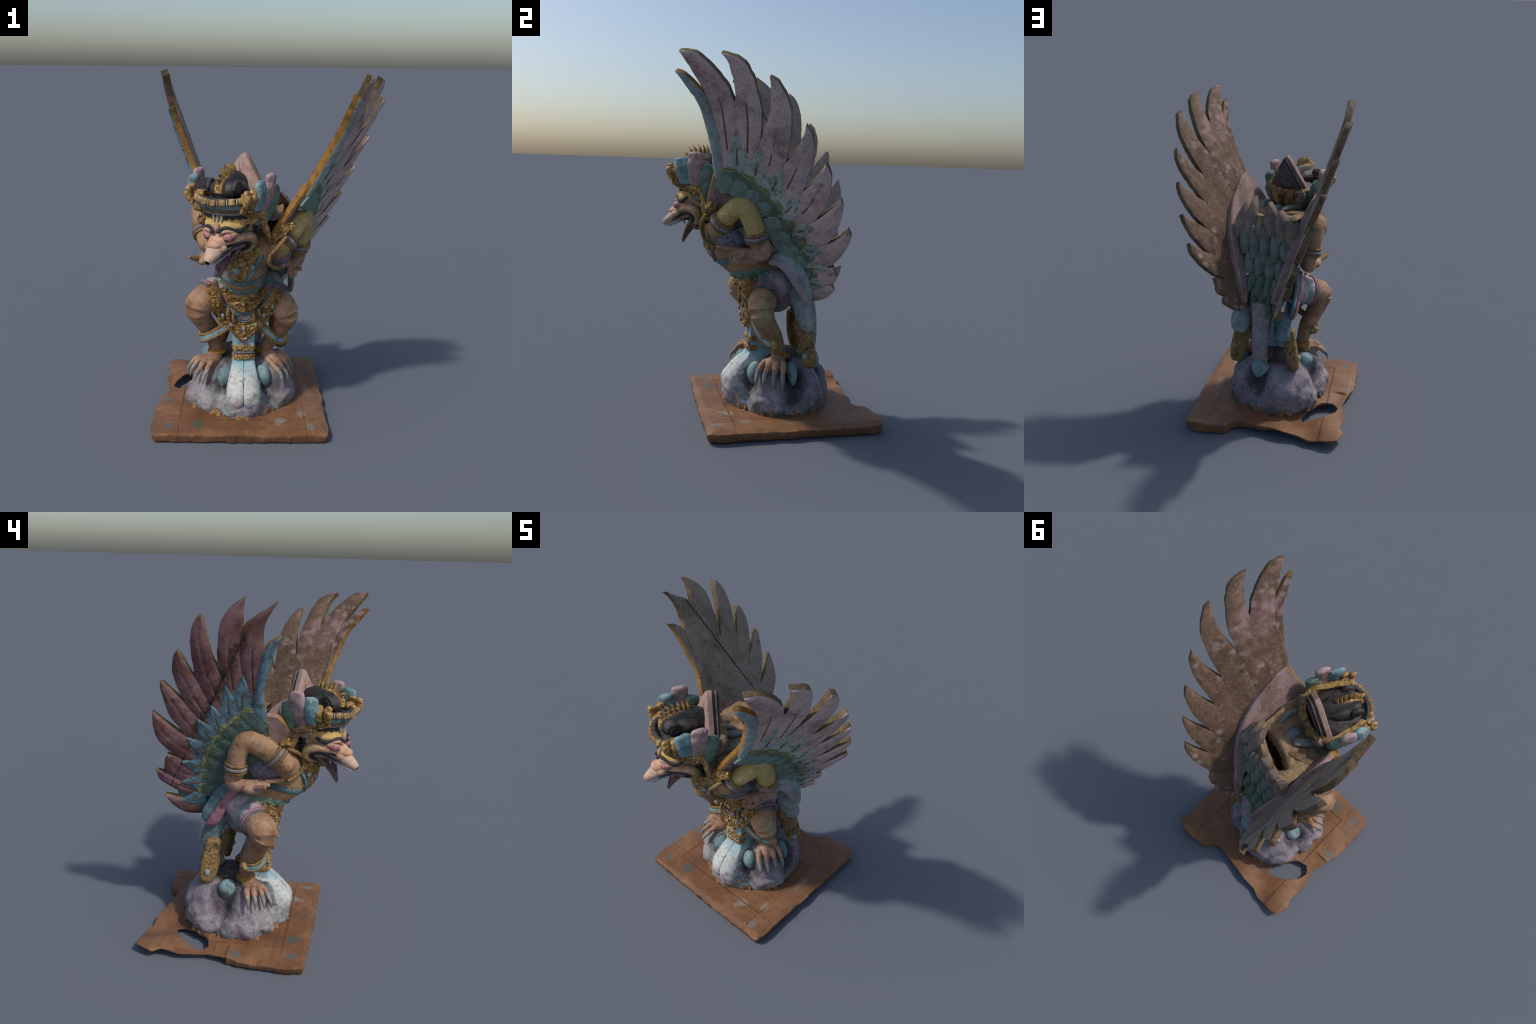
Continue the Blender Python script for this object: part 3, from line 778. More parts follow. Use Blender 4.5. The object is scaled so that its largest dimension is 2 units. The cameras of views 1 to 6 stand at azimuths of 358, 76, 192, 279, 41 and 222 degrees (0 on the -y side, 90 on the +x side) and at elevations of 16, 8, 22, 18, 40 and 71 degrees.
# ------------------------------------------------------------------ chest ornaments
axis = V((0, -.2, .98))
belt, bl, br_, bn = wrap((-.09, -.03, .857), axis, .028, .004, MATS['belt_teal'], 'waist_belt')
for k in range(-4, 5):
    a = -math.pi / 2 + k * .42
    B = basis(axis, (1, 0, 0)); d = B @ V((math.cos(a), math.sin(a), 0))
    p, n = cast(V((-.09, -.03, .857)) + d * .5, -d, .009)
    if p is not None:
        add('belt_leaf', ball(p, (.03, .013, .005), basis(n, axis.cross(n) + axis * (.5 if k % 2 else -.5)), 16, 8), MATS['leaf_olive'], belt)
wrap((-.095, -.12, .958), V((0, -.3, .95)), .019, .004, MATS['cloth_blue'], 'chest_band')

def draped(pts, d=(0, 1, 0), off=.0):
    out, nn = [], []
    for p in pts:
        h, n = cast(p, d, off)
        if h is None:
            continue
        out.append(h); nn.append(n)
    return out, nn

FW = V((.39, .92, 0))       # rays run into the chest
def necklace():
    """Shield-shaped gilt collar lying on the chest, with cabochons."""
    tip = V((-.112, -.31, .915)); top = V((-.135, -.37, 1.10))
    n, cross = 80, 70
    left, right, nn = [], [], []
    R = V((.92, -.39, 0))
    vs, fs, hs = [], [], []
    for i in range(n):
        t = i / (n - 1)
        c = tip.lerp(top, t)
        w = .008 + .125 * t ** .8 if t < .75 else .008 + .125 * .75 ** .8 + .03 * (t - .75)
        for j in range(cross):
            s = j / (cross - 1) * 2 - 1
            o = c + R * s * w + V((0, 0, .035 * abs(s) ** 2 * t)) - FW * .35
            h, nrm = cast(o, FW, 0)
            if h is None:
                h, nrm = (vs[-1] if vs else c), -FW
            f_ = filigree(h, .017); e = min(1, (1 - abs(s)) * 6, t * 12)
            hs.append(f_ * e + (.6 if 1 - abs(s) < .12 else 0))
            vs.append(h - FW * (.006 + .010 * f_ * e + .004 * e))
    for i in range(n - 1):
        for j in range(cross - 1):
            fs.append((i * cross + j, i * cross + j + 1, (i + 1) * cross + j + 1, (i + 1) * cross + j))
    fm = [1 if sum(hs[v] for v in f_) / 4 < .15 else 0 for f_ in fs]
    o = add('necklace', (vs, fs), [MATS['gilt'], MATS['gilt_ground']], fmat=fm)
    for (x, z, r) in ((-.133, 1.0, .021), (-.06, 1.02, .015), (-.205, 1.03, .015)):
        p, nn_ = cast(V((x, -.36, z)) - FW * .35, FW, .016)
        if p is not None:
            add('cabochon', ball(p, (r, r, .01), basis(nn_), 18, 10), MATS['stone_blue'], o)
    return o
necklace()
# blue straps edging the collar
for sg in (-1, 1):
    tip, top, R_ = V((-.112, -.31, .905)), V((-.135, -.37, 1.10)), V((.92, -.39, 0))
    pts = []
    for i in range(30):
        t = i / 29 * .8
        w = .012 + .135 * min(t, .75) ** .8
        pts.append(tip.lerp(top, t) + R_ * sg * w + V((0, 0, .035 * t)) - FW * .35)
    P, Nn = draped(pts, FW)
    if len(P) < 6:
        continue
    P = [sum((P[min(len(P) - 1, max(0, i + k))] for k in (-2, -1, 0, 1, 2)), V()) / 5 for i in range(len(P))]
    T = np.gradient(np.array([tuple(p) for p in P]), axis=0)
    L = [p - V(t).normalized().cross(-FW).normalized() * .012 for p, t in zip(P, T)]; Rr = [p + V(t).normalized().cross(-FW).normalized() * .012 for p, t in zip(P, T)]
    vf, _, _ = strip_solid(L, Rr, [-FW] * len(P), lambda t, s, p: .008 + .003 * (1 - s * s), .01)
    add('chest_strap', vf, MATS['cloth_blue'])
# twisted cords round the shoulders
add('shoulder_cord', rope([(.12, -.395, 1.19), (.085, -.415, 1.15), (.045, -.41, 1.10), (.035, -.395, 1.05), (.06, -.372, 1.02), (.09, -.345, 1.005)], .0115, .016), MATS['rope_gilt'])
add('shoulder_cord', rope([(-.30, -.21, 1.20), (-.262, -.275, 1.165), (-.235, -.30, 1.12), (-.228, -.295, 1.07), (-.245, -.265, 1.03), (-.27, -.22, 1.005)], .0115, .016), MATS['rope_gilt'])
for x, y, z, s in ((.105, -.395, 1.225, 1), (-.285, -.225, 1.225, -1)):
    pth = [(x + .05 * s, y + .02, z + .02), (x, y, z), (x - .06 * s, y - .0, z - .06)]
    relief_band('shoulder_plate', [V(p) for p in pth], [.018, .026, .016], [(.3 * s, -.8, .3)] * 3, .03, .012, cell=.014)
# feather-painted flank under each arm
def flank_zones(N, c):
    w = N.math('SINE', N.math('MULTIPLY', N.noise(7, 2, .5, None, .4), 90))
    return N.mix(N.math('MULTIPLY', N.mask(w, .7, .95), .7), c, '#3c4450')
paint('flank_paint', ['#6c7488', '#847c94', '#6c8494'], 8, [('#94a0a8', 'n', 12, .58, .7, .5)], bump=.3, zones=flank_zones)
add('flank_feathers', rough_up(ball((.10, -.245, 1.06), (.06, .10, .07), basis((0, .2, 1))), .006, 20), MATS['flank_paint'])
add('flank_feathers', rough_up(ball((-.245, -.09, 1.06), (.05, .10, .07), basis((0, .2, 1))), .006, 20), MATS['flank_paint'])

# ------------------------------------------------------------------ apron, buckle, loincloth, garters
HIPS = BVHTree.FromPolygons([tuple(v) for v in BODY[0]] + [tuple(v) for v in sv[0]], list(BODY[1]) + [tuple(i + len(BODY[0]) for i in f_) for f_ in sv[1]])
def proud(p, off=.014):
    """Move a point forward until it stands clear of the hips and thighs."""
    h = HIPS.ray_cast(V((p[0], -1, p[2])), V((0, 1, 0)), 2.0)
    return V((p[0], min(p[1], h[0].y - off) if h[0] is not None and h[0].y > -.24 else p[1], p[2]))
apron_pts = [(-.283, -.058, .835), (-.272, -.088, .79), (-.256, -.105, .735), (-.22, -.122, .67), (-.168, -.132, .618), (-.126, -.137, .584), (-.094, -.140, .556), (-.062, -.137, .584), (-.022, -.136, .614), (.022, -.133, .665), (.068, -.13, .728), (.095, -.125, .78), (.105, -.11, .81)]
apron_pts = [(x_, y_ + .014, z_) for x_, y_, z_ in apron_pts]
nrm = [(-.55, -.83, 0), (-.5, -.86, 0), (-.35, -.93, 0), (-.15, -.98, .05), (-.05, -1, .05), (0, -1, .05), (0, -1, .05), (0, -1, .05), (.05, -1, .05), (.15, -.98, .05), (.35, -.93, 0), (.5, -.86, 0), (.6, -.8, 0)]
ap = relief_band('apron_border', [proud(p) for p in apron_pts], [.028, .034, .039, .042, .043, .044, .045, .044, .043, .042, .039, .034, .028], nrm, .03, .014, cell=.016)
for (x, y, z) in ((-.094, -.158, .59), (-.165, -.15, .612), (-.025, -.152, .612), (-.212, -.142, .665), (.02, -.15, .668), (.068, -.146, .725)):
    add('cabochon', ball(proud((x, y, z), .026), (.010, .007, .013)), MATS['stone_blue'], ap)
# inner cord of the apron and its cloth panel
inner = [(-.255, -.10, .845), (-.243, -.112, .80), (-.228, -.122, .752), (-.195, -.132, .697), (-.15, -.14, .648), (-.094, -.143, .62), (-.04, -.142, .643), (.0, -.14, .69), (.04, -.137, .745), (.068, -.13, .80), (.08, -.12, .83)]
inner = [(x_, y_ + .016, z_) for x_, y_, z_ in inner]
for k in range(2):
    P = [proud(V(p) + V((0, .0, .013 * k)), .012) for p in inner]
    add('apron_cord', rope(P, .008, .9, 8, 90, 0), MATS['cloth_grey'], ap)
def panel_zones(N, c):
    s = N.math('FRACT', N.math('MULTIPLY', N.math('ADD', N.dot((0, 0, 1)), N.math('MULTIPLY', N.math('ABSOLUTE', N.dot((1, 0, 0), .094)), -.3)), 16))
    c = N.mix(N.mask(s, .48, .52), c, '#4c8474')
    return N.mix(N.mask(N.math('ABSOLUTE', N.dot((1, 0, 0), .094)), .075, .07), c, '#7cacb0')
paint('apron_paint', ['#806c70', '#948488'], 10, [('#4c5458', 'n', 16, .58, .7, .6)], bump=.25, zones=panel_zones)
vs, fs = [], []
for i in range(24):
    t = i / 23; z = .85 - .235 * t; w = .172 * math.sqrt(max(.02, 1 - t ** 1.6))
    for j in range(25):
        s = j / 24 * 2 - 1
        vs.append(V((-.09 + s * w, -.106 + .05 * s * s * (1 - t) - .002, z)))
for i in range(24):
    for j in range(25):
        vs.append(vs[i * 25 + j] + V((0, .07, 0)))
q = lambda i, j, b=0: b + i * 25 + j
for b in (0, 600):
    for i in range(23):
        for j in range(24):
            fs.append((q(i, j, b), q(i, j + 1, b), q(i + 1, j + 1, b), q(i + 1, j, b)))
for i in range(23):
    for j in (0, 24):
        fs.append((q(i, j), q(i + 1, j), q(i + 1, j, 600), q(i, j, 600)))
for j in range(24):
    for i in (0, 23):
        fs.append((q(i, j), q(i, j + 1), q(i, j + 1, 600), q(i, j, 600)))
add('apron_panel', (vs, fs), MATS['apron_paint'], ap)
# fringe collar with a grotesque mask as buckle
col = [(-.215, -.125, .825), (-.19, -.13, .785), (-.155, -.132, .745), (-.12, -.132, .718), (-.094, -.132, .71), (-.06, -.132, .718), (-.028, -.132, .745), (.005, -.13, .785), (.03, -.125, .82)]
relief_band('belt_fringe', [V(p) for p in col], [.016, .022, .026, .028, .028, .028, .026, .022, .016], [(-.3, -1, .2)] + [(0, -1, .15)] * 7 + [(.3, -1, .2)], .035, .014, ap, cell=.013)
bk = [ball((-.096, -.185, .752), (.018, .022, .03), Matrix.Rotation(.3, 3, 'X')), tube([(-.096, -.19, .765), (-.096, -.208, .745), (-.096, -.203, .722)], [.014, .011, .003])]
for s in (-1, 1):
    bk += [tube([(-.096 + s * .012, -.186, .772), (-.096 + s * .04, -.184, .785), (-.096 + s * .065, -.172, .778), (-.096 + s * .075, -.165, .79)], [.012, .013, .011, .004]), ball((-.096 + s * .032, -.182, .762), (.012, .01, .01)),
           tube([(-.096 + s * .02, -.18, .745), (-.096 + s * .045, -.176, .735), (-.096 + s * .06, -.17, .75)], [.01, .009, .004])]
bk = [([V(p) + V((0, .042, 0)) for p in v_], f_) for v_, f_ in bk]
add('buckle_mask', rough_up(join(bk), .002, 60), MATS['gilt'], ap)
for s in (-1, 1):
    for k in (0, 1):
        add('apron_tassel', rope([(-.094 + s * (.055 + .028 * k), -.150, .70 + .012 * k), (-.094 + s * (.06 + .033 * k), -.152, .645 + .024 * k)], .009, .013, 8, 40), MATS['rope_gilt'], ap)

def cloth_zones(N, c):
    z = N.dot((0, 0, 1)); x = N.math('ABSOLUTE', N.dot((1, 0, 0), .094))
    nz = N.math('MULTIPLY', N.math('SUBTRACT', N.noise(7, 4), .5), .12)
    zz = N.math('ADD', z, nz)
    c = N.mix(N.mask(zz, .30, .37), c, '#7cb0c0')
    c = N.mix(N.math('MULTIPLY', N.mask(z, .385, .40), N.mask(x, .03, .02)), c, '#8c7c84')
    w = N.mask(N.noise(9, 3, .5, None, 1.5), .55, .6)
    lo = N.mask(zz, .21, .15)
    c = N.mix(N.math('MULTIPLY', lo, .75), c, '#94808e')
    c = N.mix(N.math('MULTIPLY', N.math('MULTIPLY', lo, w), .8), c, '#78a8c8')
    tl = N.math('MULTIPLY', N.mask(zz, .10, .07), N.mask(N.noise(13, 2), .48, .54))
    c = N.mix(tl, c, '#4c8478')
    return N.mix(N.math('MULTIPLY', N.mask(N.math('ADD', x, N.math('MULTIPLY', nz, .12)), .0035, .001), N.mask(z, .39, .37)), c, '#3c2c2c')
paint('loincloth_paint', ['#a4a8ac', '#b8c0c0', '#c0c4bc'], 9, [('#8c8088', 'n', 8, .54, .7, .5), ('#6c7078', 'n', 20, .62, .72, .4)], bump=.25, zones=cloth_zones)
def build_loincloth():
    secs = [(.66, .062, -.118, .02), (.56, .066, -.112, .03), (.50, .064, -.108, .04), (.44, .060, -.106, .05), (.385, .060, -.106, .05), (.35, .066, -.122, .05), (.31, .078, -.175, .0),
            (.265, .09, -.219, -.05), (.21, .098, -.252, -.08), (.15, .10, -.250, -.1), (.10, .10, -.232, -.1), (.06, .095, -.208, -.1)]
    S = cr(secs, 70); nx = 41; vs, fs = [], []
    for z, hw, y, yb in S:
        low = min(1, max(0, (.36 - z) / .1))
        for j in range(nx):
            s = j / (nx - 1) * 2 - 1
            bulge = (.014 * math.sqrt(max(0, 1 - (abs(s) * 2 - 1) ** 2)) - .012) * low - .004 * math.exp(-(s / .04) ** 2) * -1
            rim = .028 * low * abs(s) ** 3 + .004 * abs(s) ** 6
            p = V((-.094 + s * hw, y - bulge + rim, z))
            p.y += .004 * noise.fractal(p * 16, 1, 2, 3)
            if z < .25:
                p.y -= .0035 * math.sin(12 * math.atan2(p.z - .16, abs(p.x + .094) - .05) / 6 + 70 * math.hypot(p.z - .16, abs(p.x + .094) - .05))
            vs.append(p)
    n = len(S); o = n * nx
    for (z, hw, y, yb) in S:
        for j in range(nx):
            s = j / (nx - 1) * 2 - 1
            vs.append(V((-.094 + s * hw * .95, yb, z)))
    q = lambda i, j, b=0: b + i * nx + j
    for b in (0, o):
        for i in range(n - 1):
            for j in range(nx - 1):
                fs.append((q(i, j, b), q(i, j + 1, b), q(i + 1, j + 1, b), q(i + 1, j, b)))
    for i in range(n - 1):
        for j in (0, nx - 1):
            fs.append((q(i, j), q(i + 1, j), q(i + 1, j, o), q(i, j, o)))
    for i in (0, n - 1):
        for j in range(nx - 1):
            fs.append((q(i, j), q(i, j + 1), q(i, j + 1, o), q(i, j, o)))
    lc = add('loincloth', (vs, fs), MATS['loincloth_paint'], sharp=50)
    for z in (.452, .397):
        relief_band('loincloth_trim', [V((-.154, -.06, z)), V((-.152, -.105, z)), V((-.12, -.113, z)), V((-.094, -.114, z)), V((-.066, -.113, z)), V((-.036, -.105, z)), V((-.034, -.06, z))], .0155, [(-1, -.2, 0), (-.7, -.7, 0), (0, -1, 0), (0, -1, 0), (0, -1, 0), (.7, -.7, 0), (1, -.2, 0)], .01, .008, lc, cell=.013)
    add('loincloth_stripe', rope([V((-.153, -.107, .425)), V((-.12, -.113, .425)), V((-.066, -.113, .425)), V((-.036, -.107, .425))], .008, 5, 8, 30, 0), MATS['cloth_grey'], lc)
build_loincloth()

def garter(pts, nr):
    P = even([V(p) for p in pts], 60); Nn = cr(nr, 60); T = np.gradient(P, axis=0)
    W = [V(n).normalized().cross(V(t)).normalized() for n, t in zip(Nn, T)]
    L = [V(p) - w * .018 for p, w in zip(P, W)]; R = [V(p) + w * .018 for p, w in zip(P, W)]
    vf, _, _ = strip_solid(L, R, [V(n).normalized() for n in Nn], lambda t, s, p: .004 + .003 * (1 - s * s), .008)
    g = add('garter', vf, MATS['lobe_blue'])
    add('garter_clasp', rough_up(ball(P[-6], (.03, .022, .03)), .004, 50), MATS['gilt'], g)
    for e in (L, R):
        add('garter_edge', rope(e, .0095, .014, 10, 120, .35), MATS['rope_gilt'], g)
garter([(-.185, -.118, .595), (-.225, -.112, .563), (-.29, -.105, .525), (-.335, -.075, .500), (-.343, -.03, .492), (-.32, .025, .50)], [(0, -1, .2), (-.1, -1, .2), (-.35, -.9, .1), (-.8, -.6, 0), (-1, 0, 0), (-.7, .7, 0)])
garter([(-.01, -.118, .60), (.02, -.108, .575), (.06, -.09, .53), (.10, -.062, .485), (.138, -.022, .465), (.15, .02, .468)], [(0, -1, .2), (.1, -1, .2), (.25, -.95, .1), (.5, -.85, 0), (.9, -.4, 0), (1, .2, 0)])

# ------------------------------------------------------------------ sashes at the hips and tail
def slab(name, path, wid, thick, across, mat, nx=16, n=40, amp=.004, sc=22, parent=ROOT, ripple=0):
    """Flattened carved cloth: an ellipse loft with a fixed width direction."""
    P = even(path, n); W = cr([(w,) for w in wid], n)[:, 0]; H = cr([(h,) for h in thick], n)[:, 0]; A = cr(across, n); T = np.gradient(P, axis=0)
    vs, fs, seg = [], [], 2 * nx
    for i in range(n):
        a = A[i] / np.linalg.norm(A[i]); t = T[i] / np.linalg.norm(T[i]); a = a - t * (a @ t); a /= np.linalg.norm(a); b = np.cross(t, a)
        e = 1.0
        if i < 3: e = (.45, .8, .95)[i]
        if i > n - 4: e = (.95, .8, .4)[i - n + 3]
        for k in range(seg):
            w = 2 * math.pi * k / seg; cx = math.copysign(abs(math.cos(w)) ** .7, math.cos(w)); sy = math.copysign(abs(math.sin(w)) ** .7, math.sin(w))
            p = V(P[i] + a * cx * W[i] * e + b * sy * H[i] * e)
            d = amp * noise.fractal(p * sc, 1, 2, 3) + ripple * math.sin(cx * 9 + noise.noise(p * 12) * 5)
            vs.append(p + V(b) * math.copysign(d, sy) * abs(sy))
    for i in range(n - 1):
        for k in range(seg):
            fs.append((i * seg + k, i * seg + (k + 1) % seg, (i + 1) * seg + (k + 1) % seg, (i + 1) * seg + k))
    fs.append(tuple(range(seg))[::-1]); fs.append(tuple(range((n - 1) * seg, n * seg)))
    return add(name, (vs, fs), mat, parent, sharp=60)
# + side
s = slab('hip_sash', [(.135, -.03, .95), (.165, .01, .965), (.182, .07, .925), (.188, .13, .84), (.189, .16, .76), (.19, .18, .695)], [.024, .036, .040, .038, .030, .012], [.012, .014, .015, .015, .014, .010], [(0, .3, 1), (0, .6, .9), (.1, .9, .5), (.1, 1, .3), (.1, 1, .2), (.1, 1, .1)], MATS['cloth_pale'])
slab('sash_lining', [(.14, -.05, .93), (.17, -.005, .938), (.19, .055, .895), (.198, .11, .815), (.199, .145, .745), (.196, .172, .70)], [.016, .026, .030, .030, .022, .008], [.009, .010, .011, .011, .010, .008], [(0, .3, 1), (0, .6, .9), (.1, .9, .5), (.1, 1, .3), (.1, 1, .2), (.1, 1, .1)], MATS['cloth_lilac'], parent=s)
slab('hanging_cloth', [(.09, .11, .80), (.108, .14, .72), (.12, .165, .64), (.128, .185, .56), (.135, .198, .525)], [.05, .052, .058, .062, .045], [.02, .024, .028, .03, .02], [(.75, .65, 0), (.75, .65, 0), (.8, .55, 0), (.85, .5, 0), (.85, .5, 0)], MATS['cloth_pale'], ripple=.003, amp=.006)
g = slab('gilded_tail_cloth', [(.10, .155, .60), (.112, .172, .52), (.126, .188, .45), (.14, .20, .38), (.152, .208, .32)], [.056, .058, .056, .052, .034], [.018, .022, .022, .024, .018], [(.8, .55, 0)] * 5, MATS['gold_cloth'], ripple=.004, amp=.007, sc=30)
add('cabochon', ball((.185, .165, .40), (.016, .016, .02)), MATS['stone_blue'], g)
# - side
s = slab('hip_sash', [(-.235, .09, .945), (-.238, .13, .925), (-.24, .17, .87), (-.235, .205, .80), (-.225, .235, .74), (-.215, .25, .70)], [.02, .036, .042, .046, .048, .026], [.012, .013, .014, .014, .014, .010], [(0, .7, .7), (0, .9, .5), (-.1, 1, .3), (-.1, 1, .2), (-.1, 1, .1), (-.1, 1, 0)], MATS['cloth_blue'])
slab('sash_lining', [(-.245, .05, .925), (-.25, .10, .895), (-.252, .14, .835), (-.248, .175, .765), (-.24, .215, .705), (-.222, .245, .675)], [.014, .024, .028, .030, .032, .022], [.009, .010, .011, .012, .012, .009], [(0, .7, .7), (0, .9, .5), (-.1, 1, .3), (-.1, 1, .2), (-.1, 1, .1), (-.1, 1, 0)], MATS['cloth_pink'], parent=s)
slab('hanging_cloth', [(-.175, .17, .76), (-.172, .20, .68), (-.165, .228, .61), (-.168, .25, .55), (-.17, .26, .52)], [.045, .05, .054, .054, .04], [.03, .038, .044, .046, .034], [(-.5, .86, 0)] * 5, MATS['cloth_blue'], ripple=.003, amp=.006)
g = slab('gilded_tail_cloth', [(-.20, .205, .60), (-.21, .215, .52), (-.222, .226, .45), (-.236, .238, .38), (-.248, .25, .32)], [.048, .055, .058, .054, .036], [.032, .034, .036, .036, .026], [(-.3, .95, 0)] * 5, MATS['gold_cloth'], ripple=.004, amp=.007, sc=30)
add('cabochon', ball((-.272, .232, .40), (.014, .018, .022)), MATS['stone_blue'], g)
slab('tail', [(-.03, .20, .76), (-.03, .225, .66), (-.028, .242, .56), (-.022, .245, .46), (-.02, .232, .38), (-.03, .20, .33)], [.05, .05, .048, .046, .046, .04], [.07, .062, .054, .05, .044, .036], [(.1, 1, 0), (.1, 1, 0), (.1, 1, 0), (.1, 1, -.1), (.1, 1, -.2), (.1, 1, -.4)], MATS['tail_paint'], n=60)

# ------------------------------------------------------------------ wings
def wing_matrix(c, n):
    n = V(n).normalized(); b = V((0, 0, 1)) - n * n.z; b.normalize(); a = b.cross(n)
    if a.y < 0:
        a = -a
    M = Matrix((a, b, n)).transposed().to_4x4(); M.translation = V(c)
    return M

def feather(front, rear, top=.0, thick=.042, dome=.010, rib=True, n=34, cross=15, seed=0, tip_up=.0, rough=.004):
    """Solid vane between a front and a rear edge that meet at the tip (local wing plane)."""
    F = even(front, n); R = even(rear, n); vs, fs = [], []
    for i in range(n):
        t = i / (n - 1)
        for j in range(cross):
            s = j / (cross - 1); p = F[i] * (1 - s) + R[i] * s; x = s * 2 - 1
            jit = rough * noise.fractal(V((p[0] * 30, p[1] * 30, seed)), 1, 2, 3)
            h = top - .011 * max(0, 1 - t / .62) + dome * (1 - abs(x) ** 2.6) - (.006 * math.exp(-((x + .05) / .07) ** 2) * min(1, (1 - t) * 2.5) if rib else 0) + jit * .6 + tip_up * max(0, t - .6) ** 2
            vs.append((p[0] + jit * (abs(x) > .9), p[1] + jit * (abs(x) > .9), h))
    o = len(vs)
    for i in range(n):
        t = i / (n - 1)
        for j in range(cross):
            s = j / (cross - 1); x = s * 2 - 1; v = vs[i * cross + j]
            vs.append((v[0], v[1], top - thick * (1 - .12 * abs(x) ** 3) * (1 - .25 * t ** 3) + tip_up * max(0, t - .6) ** 2 + .002 * noise.noise(V((v[0] * 20, v[1] * 20, 9 + seed)))))
    q = lambda i, j, b=0: b + i * cross + j
    fm = []
    for b, m in ((0, 0), (o, 1)):
        for i in range(n - 1):
            for j in range(cross - 1):
                fs.append((q(i, j, b), q(i, j + 1, b), q(i + 1, j + 1, b), q(i + 1, j, b))); fm.append(m)
    for i in range(n - 1):
        for j in (0, cross - 1):
            fs.append((q(i, j), q(i + 1, j), q(i + 1, j, o), q(i, j, o))); fm.append(2)
    for i in (0, n - 1):
        for j in range(cross - 1):
            fs.append((q(i, j), q(i, j + 1), q(i, j + 1, o), q(i, j, o))); fm.append(2)
    return (vs, fs), fm

def leaf(root, tip, half, top, thick=.014, dome=.006, shape=.55, n=22, cross=11, seed=0, rnd=False):
    """Pointed or rounded scale lying in the wing plane."""
    r = np.array(root, float); t = np.array(tip, float); d = t - r; w = np.array([-d[1], d[0]]); w /= np.linalg.norm(w)
    vs, fs = [], []
    for i in range(n):
        u = i / (n - 1)
        if rnd:
            hw = half * math.sqrt(max(.0004, 1 - max(0, (u - .45) / .55) ** 2.2))
        else:
            hw = half * (.72 + .28 * min(1, u / .35)) * (1 - max(0, (u - .32) / .68) ** (1 / shape)) + .0006
        for j in range(cross):
            s = j / (cross - 1) * 2 - 1
            p = r + d * u + w * hw * s
            h = top + dome * (1 - s * s) * (1 - (u ** 5 if rnd else 0)) + .003 * u - (.003 * math.exp(-(s / .12) ** 2) if not rnd else .0015 * math.cos(s * 16)) + .003 * noise.fractal(V((p[0] * 25, p[1] * 25, seed)), 1, 2, 2)
            vs.append((p[0], p[1], h))
    o = len(vs); vs += [(v[0], v[1], top - thick) for v in vs]
    q = lambda i, j, b=0: b + i * cross + j
    fm = []
    for b in (0, o):
        for i in range(n - 1):
            for j in range(cross - 1):
                fs.append((q(i, j, b), q(i, j + 1, b), q(i + 1, j + 1, b), q(i + 1, j, b)))
                fm.append(1 if rnd and (i > n * .72 or j in (0, cross - 2) and i > n * .35) else 0)
    for i in range(n - 1):
        for j in (0, cross - 1):
            fs.append((q(i, j), q(i + 1, j), q(i + 1, j, o), q(i, j, o))); fm.append(1 if rnd else 0)
    for i in (0, n - 1):
        for j in range(cross - 1):
            fs.append((q(i, j), q(i, j + 1), q(i, j + 1, o), q(i, j, o))); fm.append(1 if rnd else 0)
    return (vs, fs), fm

